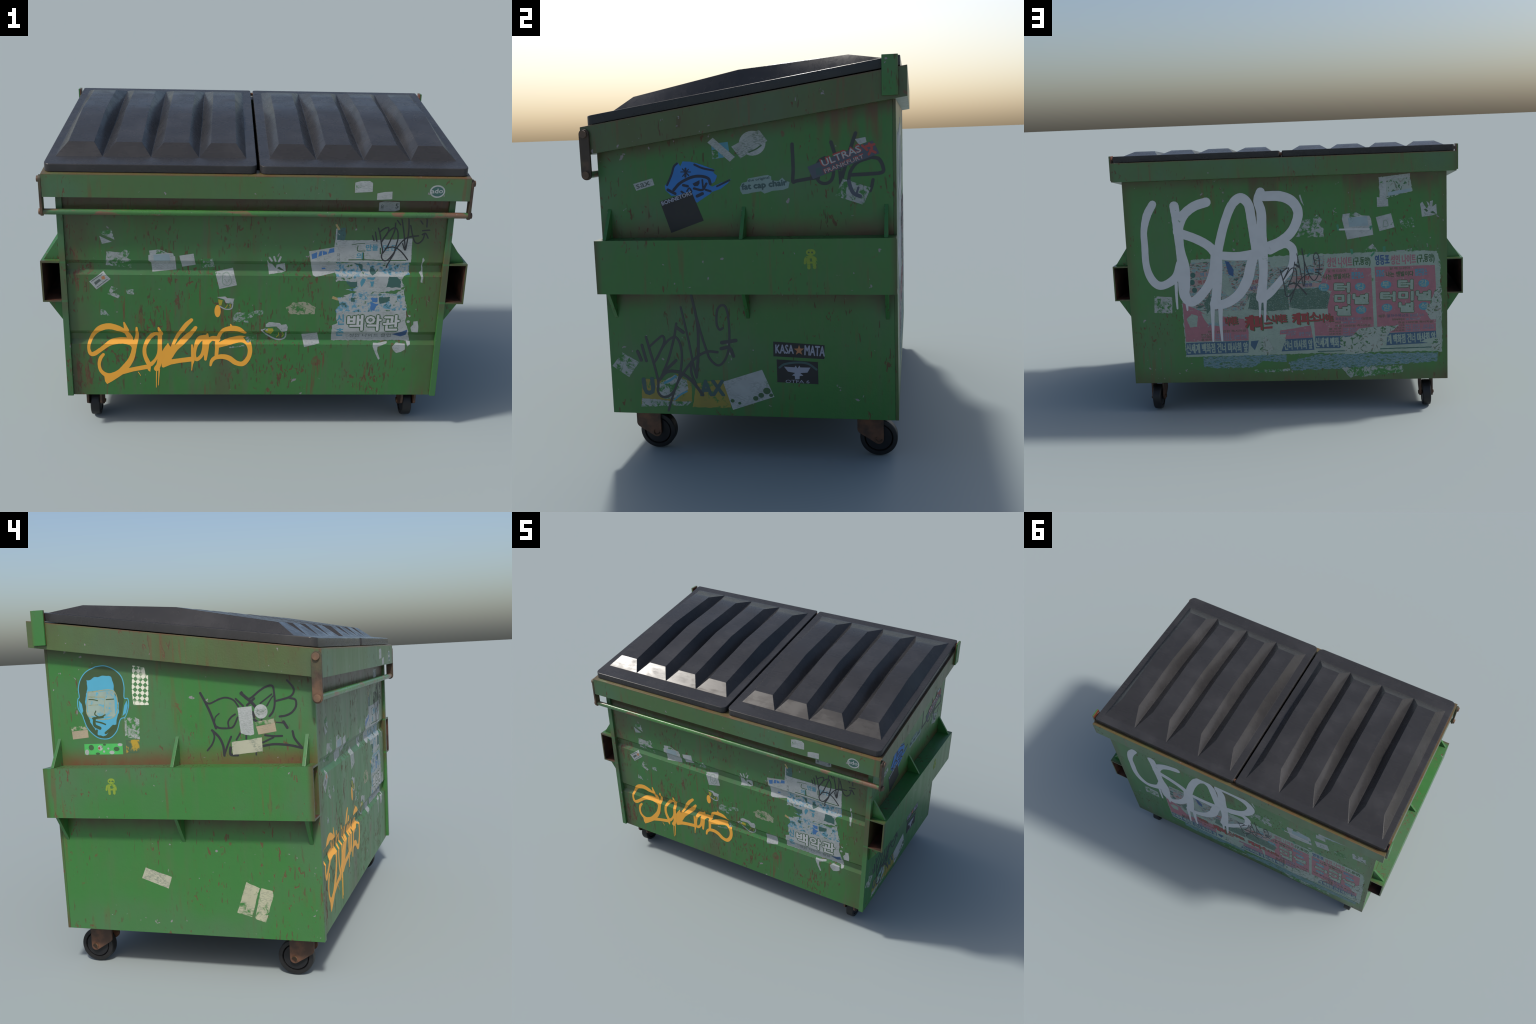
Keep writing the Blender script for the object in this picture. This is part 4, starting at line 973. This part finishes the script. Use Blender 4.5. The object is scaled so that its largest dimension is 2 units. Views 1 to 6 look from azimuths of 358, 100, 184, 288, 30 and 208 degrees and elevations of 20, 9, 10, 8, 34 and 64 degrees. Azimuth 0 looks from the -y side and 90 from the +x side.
    words("lettering","B","pale_green_paper",7,"터",(-638,713),(-718,711),50.4,0.075)
    words("lettering","B","green_ink",5,"미",(-640,648),(-720,646),49,0.14)
    words("lettering","B","pale_green_paper",7,"미",(-640,648),(-720,646),49,0.075)
    words("lettering","B","green_ink",5,"널",(-641,581),(-721,579),52.1,0.14)
    words("lettering","B","pale_green_paper",7,"널",(-641,581),(-721,579),52.1,0.075)
    words("lettering","B","green_ink",5,"터",(-538,646),(-618,644),50.6,0.14)
    words("lettering","B","pale_green_paper",7,"터",(-538,646),(-618,644),50.6,0.075)
    words("lettering","B","green_ink",5,"널",(-740,647),(-819,645),51.9,0.14)
    words("lettering","B","pale_green_paper",7,"널",(-740,647),(-819,645),51.9,0.075)
    words("lettering","B","green_ink",5,"터",(-277,705),(-360,702),50.7,0.14)
    words("lettering","B","pale_green_paper",7,"터",(-277,705),(-360,702),50.7,0.075)
    words("lettering","B","green_ink",5,"미",(-278,637),(-361,635),50.8,0.14)
    words("lettering","B","pale_green_paper",7,"미",(-278,637),(-361,635),50.8,0.075)
    words("lettering","B","green_ink",5,"널",(-280,569),(-364,567),52.4,0.14)
    words("lettering","B","pale_green_paper",7,"널",(-280,569),(-364,567),52.4,0.075)
    words("lettering","B","green_ink",5,"널",(-381,635),(-466,633),53.6,0.14)
    words("lettering","B","pale_green_paper",7,"널",(-381,635),(-466,633),53.6,0.075)
    disc("printed_block","B","light_blue_ink",5,-569,739,30.1,23.2)
    words("lettering","B","pale_green_paper",6,"부",(-549,721),(-588,722),36.2,0.02)
    disc("printed_block","B","light_blue_ink",5,-781,742,30,23.1)
    words("lettering","B","pale_green_paper",6,"강",(-761,724),(-800,725),36.1,0.02)
    disc("printed_block","B","light_blue_ink",5,-572,605,30.3,23.3)
    words("lettering","B","pale_green_paper",6,"암",(-552,587),(-592,588),36.4,0.02)
    disc("printed_block","B","light_blue_ink",5,-782,609,30.1,23.2)
    words("lettering","B","pale_green_paper",6,"석",(-763,591),(-802,592),36.3,0.02)
    disc("printed_block","B","light_blue_ink",5,-423,731,30.2,23.2)
    words("lettering","B","pale_green_paper",6,"킹",(-402,713),(-442,714),36.3,0.02)
    disc("printed_block","B","light_blue_ink",5,-425,595,30.3,23.3)
    words("lettering","B","pale_green_paper",6,"석",(-405,577),(-445,578),36.5,0.02)
    disc("printed_block","B","light_blue_ink",5,-217,733,30.3,23.3)
    words("lettering","B","pale_green_paper",6,"큰",(-196,715),(-236,716),36.4,0.02)
    words("fine_print","B","light_blue_ink",5,"SBS",(-515,787),(-560,786),37.6,0.03)
    words("fine_print","B","light_blue_ink",5,"팝콘뮤스",(-734,786),(-801,787),40.4,0.03)
    words("fine_print","B","light_blue_ink",6,"팝콘뮤스",(-375,777),(-444,777),40.6,0.03)
    words("fine_print","B","green_ink",5,"나는 앤빌이다",(-570,784),(-724,786),28.9,0.03)
    words("fine_print","B","green_ink",6,"나는 앤빌이다",(-218,777),(-366,780),30.5,0.03)
    words("fine_print","B","green_ink",5,"일 해 드라마",(-590,824),(-705,824),15.9,0)
    words("fine_print","B","green_ink",6,"일 해 드라마",(-240,819),(-344,818),16,0)
    words("fine_print","B","band_blue",5,"월화수목금토",(-571,548),(-695,550),18.1,0)
    words("fine_print","B","light_blue_ink",5,"일요일 12시",(-701,549),(-779,550),16.9,0)
    words("fine_print","B","green_ink",5,"매주",(-525,545),(-562,547),19,0)
    words("fine_print","B","band_blue",6,"화목금토",(-278,536),(-345,536),18.2,0)
    words("fine_print","B","light_blue_ink",6,"일요일 12시",(-348,536),(-424,536),17,0)
    words("fine_print","B","green_ink",6,"대번호",(-428,536),(-485,538),15.2,0)
    words("fine_print","B","green_ink",5,"전화예약문의",(-600,528),(-669,529),12.2,0)
    words("fine_print","B","light_blue_ink",5,"042 3567 2231",(-678,531),(-756,532),9.9,0)
    words("fine_print","B","green_ink",5,"현금 100만원 즉시지급",(-634,510),(-830,512),12.8,0)
    words("fine_print","B","green_ink",5,"룸 안주",(-620,494),(-672,495),10.5,0)
    words("fine_print","B","green_ink",5,"맥주소주",(-608,478),(-671,480),10.5,0)
    words("fine_print","B","green_ink",5,"양주세트",(-599,464),(-671,466),10.5,0)
    words("fine_print","B","light_blue_ink",5,"567 2231",(-677,494),(-755,495),9.3,0)
    words("fine_print","B","light_blue_ink",5,"567 2232",(-677,480),(-755,481),9.3,0)
    words("fine_print","B","light_blue_ink",5,"567 2233",(-678,465),(-756,467),9.3,0)
    words("fine_print","B","light_blue_ink",5,"공연 안내",(-776,489),(-832,490),12.2,0)
    words("fine_print","B","light_blue_ink",5,"지하철역",(-771,474),(-834,476),11.7,0)
    words("fine_print","B","green_ink",6,"예약문의",(-275,518),(-310,519),10.6,0)
    words("fine_print","B","light_blue_ink",6,"042 3567",(-319,518),(-397,519),10,0)
    words("fine_print","B","green_ink",6,"현금 100만원 즉시지급",(-274,497),(-478,498),12.9,0)
    words("fine_print","B","green_ink",6,"룸 안주",(-238,481),(-310,482),10.6,0)
    words("fine_print","B","green_ink",6,"맥주소주",(-238,466),(-310,466),10.6,0)
    words("fine_print","B","green_ink",6,"양주세트",(-238,451),(-310,451),10.6,0)
    words("fine_print","B","light_blue_ink",6,"567 2231",(-320,481),(-396,481),9.4,0)
    words("fine_print","B","light_blue_ink",6,"567 2232",(-320,466),(-396,466),9.4,0)
    words("fine_print","B","light_blue_ink",6,"567 22",(-320,450),(-378,450),9.4,0)
    words("fine_print","B","light_blue_ink",5,"567 2231",(419,461),(332,463),11.6,0)
    words("fine_print","B","light_blue_ink",5,"567 2232",(420,447),(330,449),10.7,0)
    words("fine_print","B","light_blue_ink",5,"567 2233",(421,432),(331,434),10.7,0)
    words("fine_print","B","green_ink",5,"맥주소주",(505,460),(444,461),12.5,0)
    words("fine_print","B","green_ink",5,"양주세트",(505,446),(445,448),12.5,0)
    words("fine_print","B","green_ink",5,"룸 안주",(506,431),(445,432),12.5,0)
    words("fine_print","B","light_blue_ink",5,"공연 안내",(313,438),(241,440),26.7,0)
    words("fine_print","B","green_ink",5,"현금 100만원 즉시지급",(465,478),(241,482),13.4,0)
    words("fine_print","B","light_blue_ink",5,"042 3567 2231",(458,521),(353,521),17.8,0)
    words("fine_print","B","light_blue_ink",6,"567 2231",(39,469),(-44,472),10,0)
    words("fine_print","B","light_blue_ink",6,"567 2232",(7,454),(-45,455),10,0)
    words("fine_print","B","light_blue_ink",6,"공연 안내",(-64,449),(-132,452),23.6,0)
    words("lettering","B","green_ink",5,"캐피",(235,485),(141,488),86.5,0.05)
    words("lettering","B","brick_red",6,"캐피",(241,489),(147,492),86.5,0.05)
    words("lettering","B","green_ink",5,"스",(126,522),(84,525),48.7,0.05)
    words("lettering","B","brick_red",6,"스",(132,525),(90,529),48.7,0.05)
    words("lettering","B","green_ink",5,"나이트",(77,523),(-4,526),50.8,0.05)
    words("lettering","B","brick_red",6,"나이트",(83,527),(3,529),50.8,0.05)
    words("lettering","B","green_ink",5,"나이트",(352,518),(282,522),48.8,0.05)
    words("lettering","B","brick_red",6,"나이트",(358,521),(288,526),48.8,0.05)
    words("lettering","B","green_ink",5,"캐피",(-36,515),(-125,516),66.2,0.05)
    words("lettering","B","brick_red",6,"캐피",(-32,518),(-121,519),66.2,0.05)
    words("lettering","B","green_ink",5,"소",(-133,534),(-186,536),48.5,0.05)
    words("lettering","B","brick_red",6,"소",(-129,537),(-182,539),48.5,0.05)
    words("lettering","B","green_ink",5,"나이",(-191,526),(-248,527),48.4,0.05)
    words("lettering","B","brick_red",6,"나이",(-187,529),(-244,530),48.4,0.05)
    words("lettering","B","green_ink",5,"트",(-253,530),(-270,531),29.3,0.05)
    words("lettering","B","brick_red",6,"트",(-249,533),(-266,534),29.3,0.05)
    patch("printed_line","B","brick_red",5,0,[(142,507),(86,511),(87,497),(140,495)])
    patch("poster_scrap","B","torn_paper",7,6,[(-302,439),(-366,438),(-414,485),(-531,495),(-518,495),(-640,501),(-584,457),(-545,386),(-524,356),(-387,334),(-329,354),(-300,385)])
    patch("poster_scrap","B","torn_paper",7,6,[(-849,715),(-880,723),(-879,525),(-816,547),(-788,578),(-826,651)])
    patch("poster_scrap","B","torn_paper",8,5,[(-788,588),(-857,598),(-880,553),(-859,529),(-816,533)])
    patch("poster_scrap","B","torn_paper",7,5,[(-824,410),(-873,415),(-878,346),(-823,356)])
    patch("poster_scrap","B","torn_paper",6,4,[(155,418),(126,454),(85,376),(122,337),(168,373)])
    patch("paper_scrap","B","pale_green_paper",7,2,[(122,459),(8,461),(36,370),(81,376)])
    patch("paper_scrap","B","pale_green_paper",7,2,[(275,558),(238,639),(207,692),(227,594)])
    patch("poster_scrap","B","blue_residue",1,8,[(503,331),(264,338),(12,337),(14,295),(153,304),(200,270),(420,262),(501,276)])
    patch("poster_scrap","B","blue_residue",1,8,[(2,295),(-172,335),(-601,335),(-857,336),(-851,284),(-589,267),(-258,250),(-19,243)])
    patch("poster_scrap","B","scraped_paper",1,8,[(-303,255),(-501,260),(-658,260),(-654,220),(-356,196)])
    patch("paper_scrap","B","scraped_paper",1,4,[(203,252),(-7,254),(-6,240),(201,232)])
    # back panel: stickers
    section()
    patch("sticker","B","torn_paper",1,3,[(-540,1348),(-711,1365),(-712,1338),(-716,1323),(-724,1266),(-589,1233),(-577,1229),(-543,1230)])
    patch("sticker","B","paper",2,2,[(-542,1348),(-581,1348),(-577,1229),(-543,1230)])
    patch("sticker","B","paper",2,2,[(-576,1350),(-711,1364),(-711,1342),(-575,1334)])
    patch("sticker","B","pale_blue",2,2,[(-589,1263),(-717,1283),(-722,1267),(-591,1242)])
    patch("sticker","B","paper",3,0,[(-527,1239),(-588,1225),(-590,1185),(-527,1183)])
    patch("sticker","B","paper",1,1,[(-766,1193),(-778,1204),(-789,1184),(-802,1165),(-810,1180),(-800,1207),(-815,1195),(-821,1172),(-819,1206),(-836,1210),(-832,1175),(-854,1190),(-858,1135),(-832,1126),(-775,1120)])
    patch("printed_block","B","green_ink",2,0,[(-785,1162),(-798,1165),(-809,1153),(-802,1146)])
    patch("printed_block","B","green_ink",2,0,[(-820,1145),(-836,1151),(-854,1135),(-830,1138)])
    patch("sticker","B","paper",1,0,[(-519,1126),(-604,1145),(-622,1066),(-538,1046)])
    stroke("printed_line","B","pale_green_ink",2,[(-559,1073,5),(-564,1104,5),(-579,1103,5),(-586,1076,5),(-563,1071,5)])
    patch("sticker","B","scraped_paper",1,0,[(-649,1109),(-722,1122),(-737,1064),(-661,1055)])
    patch("sticker","B","paper",1,0,[(-335,1148),(-390,1155),(-443,1138),(-483,1135),(-492,1118),(-503,1027),(-356,1004),(-330,1119)])
    patch("printed_block","B","pale_blue",2,0,[(-363,1126),(-470,1134),(-476,1080),(-369,1075)])
    patch("printed_block","B","worn_paper",2,0,[(-375,1156),(-409,1157),(-441,1138),(-371,1127)])
    stroke("tape","B","white_paper",3,[(-316,1062,10),(-400,1062,10),(-480,1060,10)])
    patch("tape","B","green_tape",2,0,[(-297,1089),(-309,1093),(-314,1058),(-304,1054)])
    patch("tape","B","green_tape",4,0,[(-484,1076),(-501,1081),(-491,1056),(-479,1056)])
    patch("sticker","B","worn_paper",1,3,[(-107,1122),(-165,1128),(-188,1150),(-218,1124),(-202,1092),(-224,1072),(-224,1022),(-69,1026)])
    patch("paper_scrap","B","paper",1,0,[(-100,1268),(-119,1202),(-103,1226),(-93,1261)])
    patch("poster_scrap","B","worn_paper",0,2,[(-455,943),(-499,977),(-526,932),(-498,927),(-455,931)])
    patch("poster_scrap","B","scraped_paper",0,2,[(-609,934),(-683,936),(-746,953),(-752,931),(-655,927)])
    patch("tape","B","green_tape",5,0,[(-370,948),(-385,951),(-390,924),(-378,917)])
    patch("tape","B","green_tape",5,0,[(-484,910),(-505,930),(-510,924),(-492,901)])
    patch("tape","B","green_tape",5,0,[(-122,914),(-139,934),(-148,928),(-132,910)])
    patch("tape","B","green_tape",5,0,[(-554,958),(-570,960),(-570,925),(-556,928)])
    patch("sticker","B","worn_paper",1,2,[(766,704),(662,696),(668,599),(772,605)])
    # back panel: white spray tag
    section()
    stroke("graffiti_tag","B","silver_paint",8,[(742,1239,44),(779,1175,47),(802,1088,38),(803,1006,39),(802,892,41),(781,815,46),(740,769,48),(689,774,46),(629,818,51),(602,893,50)])
    stroke("graffiti_tag","B","silver_paint",9,[(619,1225,53),(611,1151,52),(604,1063,53),(598,969,51),(586,874,70),(587,778,70),(588,708,60),(556,665,54),(503,693,53),(442,768,52),(409,850,54),(396,944,56)])
    stroke("graffiti_tag","B","silver_paint",10,[(435,1241,54),(504,1220,54),(563,1177,54),(594,1125,57),(607,1076,57)])
    stroke("graffiti_tag","B","silver_paint",11,[(595,1068,52),(509,1035,51),(436,992,52),(395,938,56),(390,868,60),(395,773,54),(405,690,54),(414,649,60)])
    stroke("graffiti_tag","B","silver_paint",10,[(390,919,52),(366,1018,51),(336,1117,50),(291,1218,51),(239,1259,55),(195,1221,53),(181,1131,52),(172,1050,52),(160,962,57)])
    stroke("graffiti_tag","B","silver_paint",9,[(370,933,47),(265,926,50),(140,937,62)])
    stroke("graffiti_tag","B","silver_paint",12,[(417,649,56),(354,651,53),(276,700,56),(222,781,60),(198,863,57),(181,913,53)])
    stroke("graffiti_tag","B","silver_paint",11,[(123,1289,50),(140,1240,51),(124,1172,54),(126,1049,55),(125,955,59),(125,829,48),(137,735,54),(144,681,62)])
    stroke("graffiti_tag","B","silver_paint",12,[(107,1264,55),(15,1261,57),(-51,1231,57),(-84,1172,54),(-70,1104,53),(-31,1044,53),(32,999,53),(95,976,54),(130,949,56)])
    stroke("graffiti_tag","B","silver_paint",13,[(83,954,47),(2,989,47),(-41,968,47),(-50,919,46),(-33,850,41),(22,786,41),(87,714,47),(137,677,52)])
    stroke("graffiti_tag","B","silver_paint",14,[(634,779,19),(636,696,15),(635,628,10)])
    stroke("graffiti_tag","B","silver_paint",14,[(429,646,28),(432,549,19),(436,429,11)])
    stroke("graffiti_tag","B","silver_paint",14,[(383,638,28),(386,535,20),(383,431,11)])
    stroke("graffiti_tag","B","silver_paint",14,[(153,671,21),(154,620,14),(157,569,9)])
    stroke("graffiti_tag","B","silver_paint",14,[(123,671,21),(125,607,15),(128,539,10)])
    stroke("graffiti_tag","B","silver_paint",14,[(578,662,19),(577,617,9)])
    # back panel: black marker tag
    section()
    stroke("marker_tag","B","faded_marker",15,[(-69,931,5),(-86,833,5),(-100,742,5)])
    stroke("marker_tag","B","faded_marker",15,[(-98,959,6),(-109,891,6),(-110,817,6),(-105,743,6)])
    stroke("marker_tag","B","faded_marker",15,[(-109,891,5),(-132,814,5),(-160,774,5),(-184,800,5),(-195,853,5),(-193,909,5),(-178,934,5),(-163,910,5),(-172,870,5)])
    stroke("marker_tag","B","faded_marker",15,[(-174,836,9),(-209,838,9)])
    stroke("marker_tag","B","faded_marker",15,[(-173,821,8),(-190,818,8),(-200,805,8)])
    stroke("marker_tag","B","faded_marker",15,[(29,824,6),(-17,851,6),(-13,832,6),(15,779,6)])
    stroke("marker_tag","B","faded_marker",15,[(29,839,6),(15,782,6),(6,722,6),(2,689,6),(-17,686,6),(-44,718,6),(-84,780,6),(-126,811,6),(-158,812,6)])
    stroke("marker_tag","B","faded_marker",15,[(-56,884,5),(-39,804,5),(-13,746,5)])
    stroke("marker_tag","B","faded_marker",15,[(15,779,6),(-28,840,6),(-55,848,6),(-64,819,6),(-60,759,6),(-41,700,6),(-21,652,6)])
    stroke("marker_tag","B","faded_marker",15,[(-16,754,8),(-52,760,8),(-83,735,8),(-116,695,8)])
    stroke("marker_tag","B","faded_marker",15,[(-58,869,11),(-77,855,11)])

# ------------------------------------------------------------------ assemble
build_materials()
root = empty("dumpster")
root["label"] = "weathered green steel dumpster with black ribbed lids, posters and graffiti"
root["category"] = "dumpster"
owner = build_body(root)
build_lids(root)
build_bar(root)
owner.update(build_pockets(root))
build_casters(root)
decorate()
place_words()
flush_items(owner)
